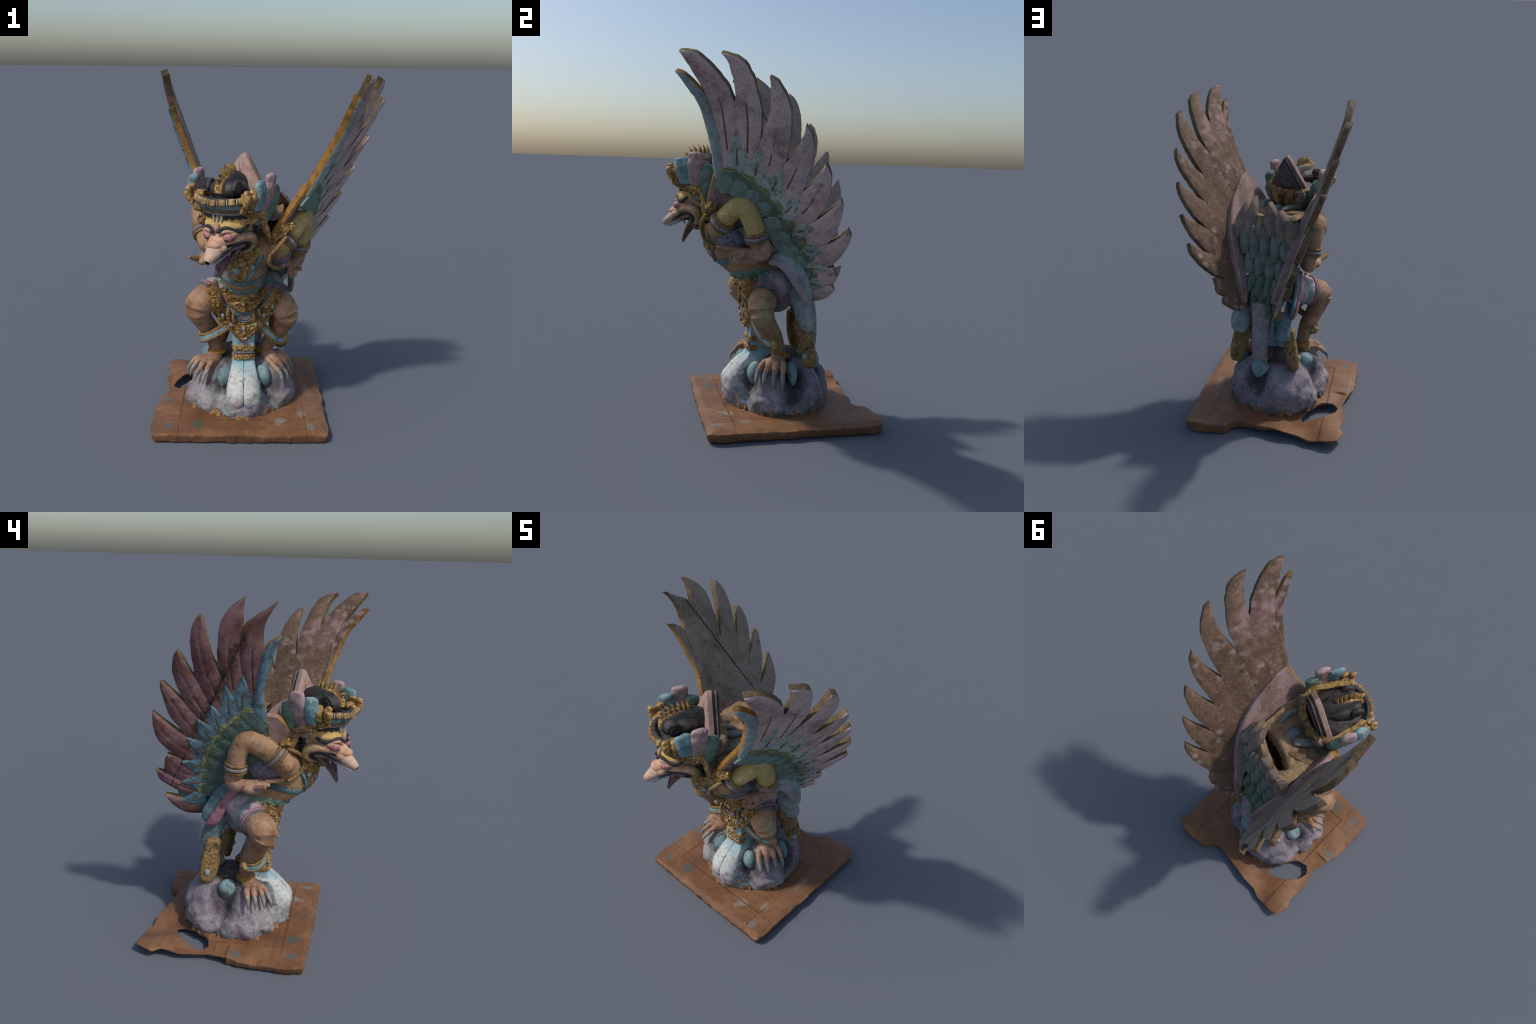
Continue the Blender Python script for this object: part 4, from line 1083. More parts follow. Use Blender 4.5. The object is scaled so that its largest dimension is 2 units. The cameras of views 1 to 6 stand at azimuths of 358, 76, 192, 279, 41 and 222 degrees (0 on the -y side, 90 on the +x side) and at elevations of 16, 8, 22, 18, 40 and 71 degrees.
def build_wing(M, vanes, coverts, scallops, big, board, flange, mats, depth, warp=None):
    vane, back, cov, lead = mats
    bd = extrude_outline(even(board + [board[0]], 220)[:-1], -.040 + depth, -.012, .005)
    nb = len(bd[1]); A = np.array([tuple(v) for v in bd[0]])
    wing = add('wing', bd, [MATS['scale_shade_darkened' if depth > 0 else 'scale_teal'], MATS[back]], matrix=M, smooth=True, sharp=40)
    for p in wing.data.polygons:
        p.material_index = 0 if p.normal.z > .3 else 1
    for k, (fr, re) in enumerate(vanes):
        top = .004 if k == 0 else -.001 * (k % 3)
        vf, fm = feather(fr, re, top=top + .0013 * k * .3, thick=.041 - depth + .0011 * (k % 4), seed=k, dome=.010 if k else .014, rib=k > 0 and k < 9, tip_up=(-.06, -.17, -.11)[k] if depth > 0 and k < 3 else 0.03)
        if k == 0:
            add('primary_feather', vf, [MATS[lead], MATS[back], MATS['ochre']], wing, fm, sharp=45)
        else:
            add('primary_feather', vf, [MATS[vane], MATS[back], MATS['edge_wood']], wing, fm, sharp=45)
            F_, R_ = even(fr, 40), even(re, 40); md = F_ * .52 + R_ * .48
            pts = [(p[0], p[1], -.0005 + .0012 * q_) for q_, p in enumerate(md[10:26:3])] if k < 8 else None
            if pts:
                add('vane_groove', tube(pts, [(.005, .0035)] * 2 + [(.004, .003)] * 2 + [(.003, .002), (.001, .001)], 8, 18), MATS['midrib_dark' if depth > 0 else 'midrib'], wing)
    for k, (root, tip) in enumerate(coverts):
        vf, fm = leaf(root, tip, .066 if k < 5 else .056, -.002 + .0009 * k, seed=k, shape=.82)
        add('covert_feather', vf, MATS[cov], wing, sharp=50)
        r = np.array(root); t = np.array(tip); a = r + (t - r) * .28; b = r + (t - r) * .62
        add('covert_rib', tube([(a[0], a[1], .004 + .0009 * k), (b[0], b[1], .0055 + .0009 * k)], [(.0045, .003), (.0018, .0018)], 8, 8), MATS['midrib'], wing)
    C = np.array(scallops)
    G = np.gradient(C, axis=0)
    for k, c in enumerate(C):
        g = G[k] / np.linalg.norm(G[k]); out = np.array([-g[1], g[0]])
        out = out if out @ (np.array([.25, .2])) > 0 else -out
        if k == 0: out = np.array([-.1, 1.0])
        vf, fm = leaf(c - out * .075, c + out * .042, .054, .003 + .0013 * (k % 3), .016, .006, n=24, cross=15, seed=k, rnd=True)
        add('scallop_feather', vf, [MATS['scallop_shade_darkened' if depth > 0 else 'scallop_green'], MATS['scallop_rim']], wing, fm, sharp=50)
    C = np.array(big); G = np.gradient(C, axis=0)
    for row, (off, hw) in enumerate(((0, .05), (-.075, .052), (-.15, .05))):
        for k, c in enumerate(C):
            g = G[k] / np.linalg.norm(G[k]); out = np.array([-g[1], g[0]])
            out = out if out @ np.array([.25, .2]) > 0 else -out
            cc = c + out * off + g * (.02 if row % 2 else 0)
            if cc[0] < (-.29 if row == 0 else -.2) or (row >= 1 and cc[1] < (-.78 if depth > 0 else -.71)):
                continue
            vf, fm = leaf(cc - out * .07, cc + out * .045, hw, .006 + .003 * row + .0012 * (k % 3), .03, .008, n=18, cross=11, seed=k + 20, rnd=True)
            add('shoulder_scale', vf, MATS['scale_shade_darkened' if depth > 0 else 'scale_teal'], wing, sharp=50)
    fl = extrude_outline(even(flange + [flange[0]], 160)[:-1], -.080, -.012, .008)
    fl = ([(p[0], p[1], p[2] if p[2] > -.04 else p[2] + .032 * (1 - min(1, max(0, (p[0] - flange[0][0] - .02) / .2)))) for p in fl[0]], fl[1])
    fo = add('wing_mount', fl, [MATS['flange_pink'], MATS['ochre']], wing, sharp=40)
    for p in fo.data.polygons:
        p.material_index = 1 if p.normal.x < -.45 and p.center.x < -.24 else 0
    if warp:                                   # twist of the board
        for o in [wing] + list(wing.children):
            for v in o.data.vertices:
                v.co.z += warp(v.co.x, v.co.y)
    return wing

# root points that the vanes converge on, in wing-plane coordinates
P_V = [([(-.33, -.40), (-.342, -.258), (-.337, -.167), (-.345, -.018), (-.366, .106), (-.409, .186), (-.447, .265)], [(-.26, -.40), (-.29, -.266), (-.282, -.192), (-.284, -.059), (-.305, .049), (-.319, .139), (-.352, .187), (-.41, .249), (-.447, .265)]),
       ([(-.31, -.34), (-.305, -.15), (-.305, .0), (-.312, .074), (-.325, .156), (-.353, .233), (-.386, .295), (-.414, .359)], [(-.2, -.34), (-.19, -.1), (-.181, .101), (-.186, .125), (-.203, .18), (-.234, .234), (-.28, .295), (-.341, .348), (-.414, .359)]),
       ([(-.23, -.34), (-.2, -.12), (-.184, .085), (-.171, .148), (-.173, .226), (-.186, .302), (-.211, .347)], [(-.12, -.36), (-.085, -.15), (-.068, -.055), (-.057, .021), (-.055, .102), (-.065, .165), (-.08, .241), (-.124, .313), (-.211, .347)]),
       ([(-.15, -.36), (-.1, -.18), (-.066, -.072), (-.021, .03), (-.001, .111), (.005, .181), (.006, .234)], [(-.05, -.42), (.02, -.27), (.042, -.216), (.065, -.128), (.085, -.026), (.091, .064), (.077, .135), (.045, .203), (.006, .234)]),
       ([(-.08, -.42), (.0, -.28), (.042, -.216), (.104, -.135), (.14, -.066), (.159, -.005)], [(.02, -.52), (.09, -.43), (.117, -.378), (.151, -.284), (.18, -.185), (.191, -.107), (.18, -.04), (.159, -.005)]),
       ([(-.02, -.52), (.08, -.43), (.117, -.378), (.156, -.338), (.208, -.272), (.246, -.209)], [(.06, -.64), (.15, -.575), (.188, -.528), (.242, -.427), (.268, -.315), (.265, -.252), (.246, -.209)]),
       ([(.03, -.64), (.14, -.57), (.187, -.538), (.265, -.465), (.315, -.404)], [(.1, -.76), (.19, -.72), (.227, -.697), (.259, -.654), (.303, -.56), (.322, -.461), (.315, -.404)]),
       ([(.07, -.75), (.18, -.715), (.223, -.698), (.284, -.657), (.348, -.586)], [(.12, -.88), (.22, -.845), (.261, -.823), (.32, -.743), (.358, -.647), (.348, -.586)]),
       ([(.08, -.86), (.16, -.86), (.209, -.855), (.257, -.84)], [(.11, -1.0), (.195, -.99), (.244, -.964), (.277, -.928), (.257, -.84)]),
       ([(.07, -1.0), (.15, -.985), (.20, -.975), (.247, -.97), (.259, -1.008)], [(.09, -1.1), (.126, -1.1), (.174, -1.087), (.219, -1.057), (.259, -1.008)])]
P_S = [(-.252, -.287), (-.167, -.326), (-.094, -.398), (-.029, -.482), (.022, -.589), (.076, -.688), (.115, -.785), (.132, -.885)]
P_CT = [(-.19, -.032), (-.08, -.128), (.024, -.243), (.098, -.417), (.168, -.589), (.204, -.741), (.235, -.851), (.209, -.975)]
P_CR = [(-.215, -.30), (-.135, -.345), (-.065, -.42), (-.005, -.53), (.045, -.63), (.085, -.74), (.11, -.86), (.10, -.96)]
P_B = [(-.278, -.321), (-.205, -.356), (-.142, -.41), (-.097, -.475), (-.046, -.573), (-.001, -.663), (.038, -.734), (.076, -.817), (.095, -.91)]
P_BOARD = [(-.325, -.05), (-.30, .03), (-.24, .06), (-.185, .09), (-.13, .02), (-.07, -.08), (-.02, -.15), (.03, -.23), (.075, -.30), (.11, -.39), (.145, -.47), (.175, -.55), (.2, -.63), (.215, -.71), (.225, -.82), (.205, -.92), (.2, -1.0), (.12, -1.09), (.085, -1.02), (.075, -.93), (.035, -.82), (-.07, -.74), (-.25, -.63), (-.36, -.45), (-.335, -.26), (-.33, -.16)]
P_FL = [(-.338, -.255), (-.24, -.30), (-.168, -.353), (-.082, -.423), (-.013, -.511), (.051, -.625), (.092, -.744), (.116, -.874), (.145, -.982), (.14, -1.06), (.10, -1.01), (.06, -.91), (-.02, -.81), (-.2, -.75), (-.40, -.62), (-.415, -.48), (-.385, -.38)]
WP = wing_matrix((.508, -.140, 1.661), (.775, -.406, -.484))
build_wing(WP, P_V, list(zip(P_CR, P_CT)), P_S, P_B, P_BOARD, P_FL, ('vane_pink', 'back_brown', 'covert_blue', 'lead_blue'), .0)

M_V = [([(-.26, -.50), (-.272, -.407), (-.254, -.277), (-.267, -.204), (-.286, -.107), (-.309, -.037), (-.343, .048)], [(-.18, -.50), (-.19, -.36), (-.205, -.28), (-.222, -.198), (-.238, -.1), (-.261, -.023), (-.3, .029), (-.343, .048)]),
       ([(-.26, -.42), (-.25, -.2), (-.262, -.023), (-.253, .01), (-.257, .077), (-.275, .142), (-.32, .209)], [(-.16, -.42), (-.15, -.2), (-.145, -.139), (-.136, -.036), (-.14, .04), (-.165, .105), (-.253, .165), (-.32, .209)]),
       ([(-.18, -.42), (-.155, -.25), (-.145, -.139), (-.138, -.036), (-.155, .113), (-.156, .177), (-.168, .236)], [(-.08, -.42), (-.04, -.22), (-.034, -.144), (-.02, -.084), (-.028, .01), (-.042, .109), (-.067, .15), (-.115, .199), (-.168, .236)]),
       ([(-.12, -.42), (-.05, -.23), (-.019, -.128), (.004, -.067), (.023, .025), (.032, .107), (.046, .154)], [(-.01, -.48), (.05, -.31), (.068, -.25), (.095, -.19), (.104, -.123), (.11, -.021), (.107, .047), (.082, .121), (.046, .154)]),
       ([(-.05, -.50), (.03, -.34), (.06, -.27), (.099, -.186), (.114, -.168), (.144, -.099), (.176, -.036)], [(.04, -.56), (.10, -.43), (.13, -.385), (.166, -.325), (.202, -.226), (.214, -.138), (.203, -.076), (.176, -.036)]),
       ([(.0, -.56), (.09, -.44), (.125, -.395), (.167, -.335), (.222, -.273), (.27, -.219)], [(.08, -.66), (.155, -.575), (.185, -.535), (.206, -.495), (.25, -.425), (.276, -.322), (.287, -.239), (.27, -.219)]),
       ([(.05, -.66), (.15, -.57), (.18, -.545), (.215, -.52), (.287, -.456), (.341, -.399)], [(.1, -.78), (.19, -.71), (.224, -.685), (.284, -.638), (.332, -.568), (.346, -.48), (.341, -.399)]),
       ([(.08, -.76), (.191, -.715), (.233, -.69), (.282, -.67)], [(.12, -.9), (.21, -.875), (.27, -.84), (.306, -.797), (.309, -.75), (.282, -.67)]),
       ([(.09, -.88), (.2, -.86), (.26, -.825), (.306, -.802), (.355, -.778)], [(.1, -.98), (.205, -.945), (.285, -.894), (.342, -.843), (.355, -.778)]),
       ([(.07, -.98), (.17, -.985), (.226, -.975), (.281, -.962), (.316, -.952)], [(.06, -1.08), (.109, -1.088), (.204, -1.083), (.285, -1.019), (.316, -.952)])]
M_S = [(-.175, -.393), (-.111, -.445), (-.058, -.496), (-.012, -.569), (.026, -.642), (.055, -.717), (.073, -.803), (.086, -.892)]
M_CT = [(-.148, -.165), (-.057, -.228), (.022, -.347), (.099, -.436), (.163, -.559), (.204, -.716), (.213, -.856), (.226, -.992)]
M_CR = [(-.145, -.41), (-.085, -.465), (-.035, -.53), (.005, -.60), (.04, -.68), (.06, -.77), (.075, -.86), (.08, -.97)]
M_B = [(-.20, -.43), (-.15, -.475), (-.105, -.525), (-.06, -.59), (-.025, -.66), (.0, -.735), (.02, -.815), (.04, -.90)]
M_BOARD = [(-.25, -.13), (-.22, -.06), (-.14, -.05), (-.08, -.12), (-.035, -.13), (.01, -.18), (.05, -.26), (.09, -.33), (.12, -.40), (.15, -.48), (.175, -.545), (.205, -.62), (.25, -.70), (.285, -.79), (.262, -.88), (.215, -1.03), (.1, -1.08), (.06, -1.0), (.02, -.89), (-.08, -.80), (-.25, -.69), (-.29, -.52), (-.262, -.40), (-.248, -.28)]
M_FL = [(-.285, -.40), (-.20, -.425), (-.12, -.49), (-.05, -.57), (.0, -.65), (.035, -.74), (.06, -.84), (.085, -.95), (.10, -1.04), (.07, -.99), (.02, -.89), (-.10, -.81), (-.36, -.72), (-.42, -.62), (-.40, -.50), (-.34, -.415)]
WM = wing_matrix((-.459, .162, 1.766), (-.963, -.06, -.263)) @ Matrix.Translation((0, -.28, 0)) @ Matrix.Rotation(.045, 4, 'X') @ Matrix.Translation((0, .28, .010))
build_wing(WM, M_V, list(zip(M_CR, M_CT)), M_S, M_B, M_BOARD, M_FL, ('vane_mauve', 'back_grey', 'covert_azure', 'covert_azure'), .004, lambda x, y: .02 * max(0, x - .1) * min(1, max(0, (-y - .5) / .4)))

# ------------------------------------------------------------------ back: hollow, leaf scales
R3 = V((.92, -.39, 0)); F3 = V((-.39, -.92, 0)); O3 = V((-.09, .05, 0))
def TB(x, v, z):
    return O3 + R3 * x + F3 * v + V((0, 0, z))
def back_v(z, x):
    v = np.interp(z, [.66, .75, .9, 1.0, 1.15, 1.26, 1.37], [-.20, -.17, -.12, -.095, -.075, -.075, -.07])
    if x > 0:
        return v - .12 * x + max(0, z - 1.2) * 3.3 * x
    return v + (.6 + max(0, z - 1.15) * 6) * x * x
def back_cx(z):
    return np.interp(z, [.68, 1.0, 1.3], [-.015, .01, .03])
def back_leaf(x, z0, z1, half, name, mat, lift=.0, point='up', thick=.022):
    """Leaf-shaped scale following the curve of the back; its point is up or down."""
    n, cross = 18, 11; vs, fs = [], []
    for i in range(n):
        t = i / (n - 1)
        u = t if point == 'up' else 1 - t
        hw = half * (1 - max(0, (u - .55) / .45) ** 1.7) * (1 - .25 * max(0, (.2 - u) / .2)) + .0008
        z = z0 + (z1 - z0) * t
        for j in range(cross):
            s = j / (cross - 1) * 2 - 1; xx = x + s * hw
            p = TB(back_cx(z) + xx, back_v(z, xx), z)
            h = lift - .012 + .030 * (1 - s * s) * (.5 + .5 * math.sin(math.pi * min(1, .15 + u * .8))) + .012 * u - .003 * math.exp(-(s / .1) ** 2) + .003 * noise.fractal(p * 30, 1, 2, 2)
            vs.append(p - F3 * h)
    o = len(vs)
    for i in range(n):
        for j in range(cross):
            vs.append(vs[i * cross + j] + F3 * thick)
    q = lambda i, j, b=0: b + i * cross + j
    for b in (0, o):
        for i in range(n - 1):
            for j in range(cross - 1):
                fs.append((q(i, j, b), q(i, j + 1, b), q(i + 1, j + 1, b), q(i + 1, j, b)))
    for i in range(n - 1):
        for j in (0, cross - 1):
            fs.append((q(i, j), q(i + 1, j), q(i + 1, j, o), q(i, j, o)))
    for i in (0, n - 1):
        for j in range(cross - 1):
            fs.append((q(i, j), q(i, j + 1), q(i, j + 1, o), q(i, j, o)))
    return add(name, (vs, fs), MATS[mat], BACK, sharp=50)

# shell of the back between the wing mounts (open on top)
vs, fs = [], []
nz, nx = 40, 41
for b in (0, 1):
    for i in range(nz):
        z = .70 + (1.285 - .70) * i / (nz - 1)
        hw = np.interp(z, [.70, .9, 1.1, 1.3], [.09, .12, .15, .175])
        for j in range(nx):
            s = j / (nx - 1) * 2 - 1; x = s * hw
            zz = z + (.02 * noise.noise(V((x * 20, 0, 3))) if i == nz - 1 else 0)
            p = TB(back_cx(z) + x, back_v(z, x) + .012 + (.035 if b else 0), zz)
            vs.append(p)
q = lambda i, j, b=0: b * nz * nx + i * nx + j
for b in (0, 1):
    for i in range(nz - 1):
        for j in range(nx - 1):
            fs.append((q(i, j, b), q(i, j + 1, b), q(i + 1, j + 1, b), q(i + 1, j, b)))
for i in range(nz - 1):
    for j in (0, nx - 1):
        fs.append((q(i, j), q(i + 1, j), q(i + 1, j, 1), q(i, j, 1)))
for i in (0, nz - 1):
    for j in range(nx - 1):
        fs.append((q(i, j), q(i, j + 1), q(i, j + 1, 1), q(i, j, 1)))
BACK = add('back_shell', (vs, fs), MATS['bare_wood'], sharp=50)
for x, z0, z1, h in ((.195, 1.16, 1.355, .036), (.135, 1.15, 1.385, .038), (-.02, 1.17, 1.39, .044), (-.092, 1.15, 1.345, .042), (-.16, 1.13, 1.31, .038), (.055, 1.14, 1.25, .038), (.215, 1.13, 1.33, .028)):
    back_leaf(x, z0, z1, h, 'rim_feather', 'stake_brown', .006, 'up', .03)
for row, (z0, z1, xs) in enumerate((((1.02, 1.235), None, (.155, .098, .03, -.045, -.11, -.165)), ((.90, 1.08), None, (.11, .035, -.04, -.105)))):
    pass
for x, z0, z1 in ((.158, 1.04, 1.21), (.092, 1.02, 1.23), (.018, 1.0, 1.24), (-.058, 1.02, 1.21), (-.128, 1.04, 1.17)):
    back_leaf(x, z0, z1, .036, 'back_feather', 'scale_back', .014, 'up')
for x, z0, z1 in ((.125, .92, 1.06), (.054, .90, 1.08), (-.022, .90, 1.07), (-.095, .92, 1.05)):
    back_leaf(x, z0, z1, .037, 'back_feather', 'scale_back', .010, 'up')
for x, z0, z1 in ((.088, .81, .93), (.03, .785, .93), (-.03, .775, .93), (-.085, .80, .92)):
    back_leaf(x, z0, z1, .030, 'lower_feather', 'scale_low', .022, 'down')
for x, z0, z1 in ((.062, .70, .85), (.006, .67, .84), (-.05, .675, .84), (-.10, .71, .84)):
    back_leaf(x, z0, z1, .028, 'lower_feather', 'scale_low', .012, 'down')

# hollow between the shoulders: rough wooden floor, a split, and petals behind the neck
vs, fs = [], []
nx, ny = 50, 46
for j in range(ny):
    v = -.05 + .36 * j / (ny - 1)
    for i in range(nx):
        xl = -.155 + .28 * v; xr = .235 + .33 * v; x = xl + (xr - xl) * i / (nx - 1)
        e = max(abs(x - .09) / .29, 0)
        z = 1.27 + .03 * max(0, (.02 - v)) * 10 * .3 - .02 * max(0, v - .15) * 4 + .06 * max(0, e - .55)
        z += .008 * noise.fractal(V((x * 22, v * 22, 1)), 1, 2, 4)
        ex = x + .35 * v
        z -= .10 * math.exp(-((v - .012 + 1.2 * (ex - .07) ** 2) / .03) ** 2) * (abs(ex - .07) < .125)
        vs.append(TB(x, v, z))
for j in range(ny - 1):
    for i in range(nx - 1):
        fs.append((j * nx + i, j * nx + i + 1, (j + 1) * nx + i + 1, (j + 1) * nx + i))
o = len(vs); vs += [p - V((0, 0, .16)) for p in vs]
fs += [tuple(k + o for k in f_) for f_ in fs]
fm = [1 if sum(vs[k].z for k in f_) / 4 < 1.217 else 0 for f_ in fs]
add('back_hollow', (vs, fs), [MATS['bare_wood'], MATS['cavity_dark']], fmat=fm, sharp=50)
def petal(path, w, t, ac, mat='petal_blue'):
    slab('neck_petal', [TB(*p) for p in path], w, t, [tuple(R3 * a[0] + F3 * a[1] + V((0, 0, a[2]))) for a in ac], MATS[mat], n=24, nx=10)
petal([(.20, .10, 1.255), (.23, .18, 1.275), (.22, .27, 1.265)], [.012, .03, .02], [.01, .014, .012], [(.3, 0, 1)] * 3)
petal([(.11, .10, 1.25), (.12, .15, 1.275), (.11, .2, 1.28)], [.016, .03, .018], [.01, .016, .012], [(1, -.3, 0)] * 3)
petal([(.06, .13, 1.28), (.03, .2, 1.285), (-.0, .28, 1.27)], [.018, .026, .018], [.01, .014, .012], [(1, .5, .2)] * 3)
petal([(.04, .075, 1.255), (-.03, .13, 1.27), (-.1, .19, 1.255), (-.13, .24, 1.23)], [.016, .022, .022, .012], [.012, .016, .015, .01], [(.5, .8, .2)] * 4, 'bare_wood')

# ------------------------------------------------------------------ head (own frame: +x its left, +y forward)
HM = Matrix(((.88, -.475, 0, -.16), (-.475, -.88, 0, -.38), (0, 0, 1, 1.27), (0, 0, 0, 1)))
HM = Matrix(((.88, -.475, 0), (-.475, -.88, 0), (0, 0, 1))).to_4x4(); HM.translation = V((-.16, -.38, 1.27))
# a proper rotation: x' = left, y' = forward would be left-handed, so the frame keeps x' = -left
HM[0][0] *= -1; HM[1][0] *= -1
def H(name, vf, mat, parent=None, **kw):
    return add(name, vf, MATS[mat] if isinstance(mat, str) else mat, parent or HEAD, **kw)

fp = [ball((0, .0, .03), (.13, .128, .115)), ball((0, -.03, -.02), (.115, .10, .10)),
      tube([(0, .03, -.045), (0, .10, -.065), (0, .155, -.092)], [(.088, .05), (.07, .045), (.042, .032)]),
      ball((0, .166, -.088), (.043, .036, .024)), ball((0, .03, -.005), (.12, .115, .05))]
for s_ in (-1, 1):
    fp += [ball((s_ * .038, .150, -.108), (.021, .026, .020)), ball((s_ * .06, .055, -.055), (.05, .06, .04)), ball((s_ * .055, .10, -.035), (.045, .038, .028))]
fp.append(tube([(0, -.04, -.06), (0, .0, -.13), (0, .03, -.165)], [(.10, .07), (.075, .05), (.05, .03)]))
def face_zones(N, c):
    z = N.dot((0, 0, 1)); y = N.dot((0, 1, 0)); ax = N.math('ABSOLUTE', N.dot((1, 0, 0)))
    zz = N.math('ADD', z, N.math('MULTIPLY', N.math('SUBTRACT', N.noise(14, 3), .5), .012))
    c = N.mix(N.math('MULTIPLY', N.mask(zz, -.016, -.010), N.mask(y, .02, .03)), c, '#c0a060')
    jaw = N.math('MULTIPLY', N.mask(zz, -.105, -.118), N.mask(y, .08, .07))
    c = N.mix(jaw, c, '#8c7a54')
    bk = N.mask(y, -.028, -.036)
    return N.mix(bk, c, '#2c2e34')
paint('face_paint', ['#a88068', '#c49c80', '#bc9484'], 14, [('#8c8680', 'n', 11, .56, .68, .5), ('#a8645c', 'n', 9, .6, .74, .45), ('#dcd0c4', 'n', 16, .63, .74, .45)], bump=.12, zones=face_zones, weather=.6)
HEAD = add('head', rough_up(remesh(join(fp), .0035, 5), .0012, 30), MATS['face_paint'], matrix=HM)

# beak, hollow at the broken tip
vs, fs = [], []
pth = cr([(0, .13, -.10), (0, .17, -.122), (0, .205, -.142), (0, .238, -.164)], 26)
rad = cr([(.040, .050), (.036, .045), (.028, .034), (.018, .021)], 26)
bt = tube([tuple(p) for p in pth], [tuple(r) for r in rad], 24, 26, (1, 0, 0), round_ends=False)
bt = ([p for p in bt[0]], bt[1][:-1])
bv = [V(p) for p in bt[0]]
ring = bv[-24:]; cc = sum(ring, V()) / 24
inner = [cc + (p - cc) * .62 for p in ring]; deep = [p + V((0, -.03, .018)) for p in inner]
o = len(bv); bv += inner + deep
bf = list(bt[1])
for k in range(24):
    k2 = (k + 1) % 24
    bf += [(o - 24 + k, o - 24 + k2, o + k2, o + k), (o + k, o + k2, o + 24 + k2, o + 24 + k)]
bf.append(tuple(range(o + 24, o + 48)))
nf0 = len(bt[1])
paint('beak_paint', ['#a88a7a', '#c0a48e', '#b49482'], 14, [('#908880', 'n', 11, .56, .7, .45), ('#b4745c', 'n', 10, .58, .72, .5), ('#dcccc0', 'n', 18, .62, .74, .4)], bump=.12)
H('beak', (bv, bf), [MATS['beak_paint'], MATS['cavity_dark']], fmat=[0] * nf0 + [0, 1] * 24 + [1], sharp=50)
# lower jaw: a trough narrowing to its point
n, cross = 26, 15; vs, fs = [], []
L = cr([(0, .0, -.118), (0, .045, -.155), (0, .085, -.205), (0, .122, -.268)], n)
for lay in (0, 1):
    for i in range(n):
        t = i / (n - 1); hw = .088 * (1 - t) ** .85 + .002; up = np.array([0, .62, .78])
        for j in range(cross):
            s_ = j / (cross - 1) * 2 - 1
            off = (.030 * (1 - t * .7)) * (abs(s_) ** 2.2) - (.014 * (1 - t * .7) if lay else 0) - (.004 if lay else 0)
            vs.append(L[i] + np.array([hw * s_ * (1.0 if lay == 0 else 1.06), 0, 0]) + up * off)
q = lambda i, j, b=0: b * n * cross + i * cross + j
fm = []
for b in (0, 1):
    for i in range(n - 1):
        for j in range(cross - 1):
            fs.append((q(i, j, b), q(i, j + 1, b), q(i + 1, j + 1, b), q(i + 1, j, b))); fm.append(b)
for i in range(n - 1):
    for j in (0, cross - 1):
        fs.append((q(i, j), q(i + 1, j), q(i + 1, j, 1), q(i, j, 1))); fm.append(1)
for i in (0, n - 1):
    for j in range(cross - 1):
        fs.append((q(i, j), q(i, j + 1), q(i, j + 1, 1), q(i, j, 1))); fm.append(1)
paint('jaw_paint', ['#6c5c4c', '#8c7858', '#7c6c60'], 16, [('#4c4440', 'n', 14, .56, .7, .5)], bump=.15)
paint('cheek_paint', ['#b48c74', '#c09c80', '#b09070'], 16, [('#8c6c5c', 'n', 30, .6, .7, .4)], bump=.12, zones=lambda N, c: N.mix(N.mask(N.dot((0, 1, 0)), .03, -.005), c, '#b09c68'))
H('lower_beak', (vs, fs), [MATS['mouth_pink'], MATS['jaw_paint']], fmat=fm, sharp=60)
H('palate', ball((0, .075, -.112), (.066, .075, .022), Matrix.Rotation(-.35, 3, 'X')), 'cavity_dark')
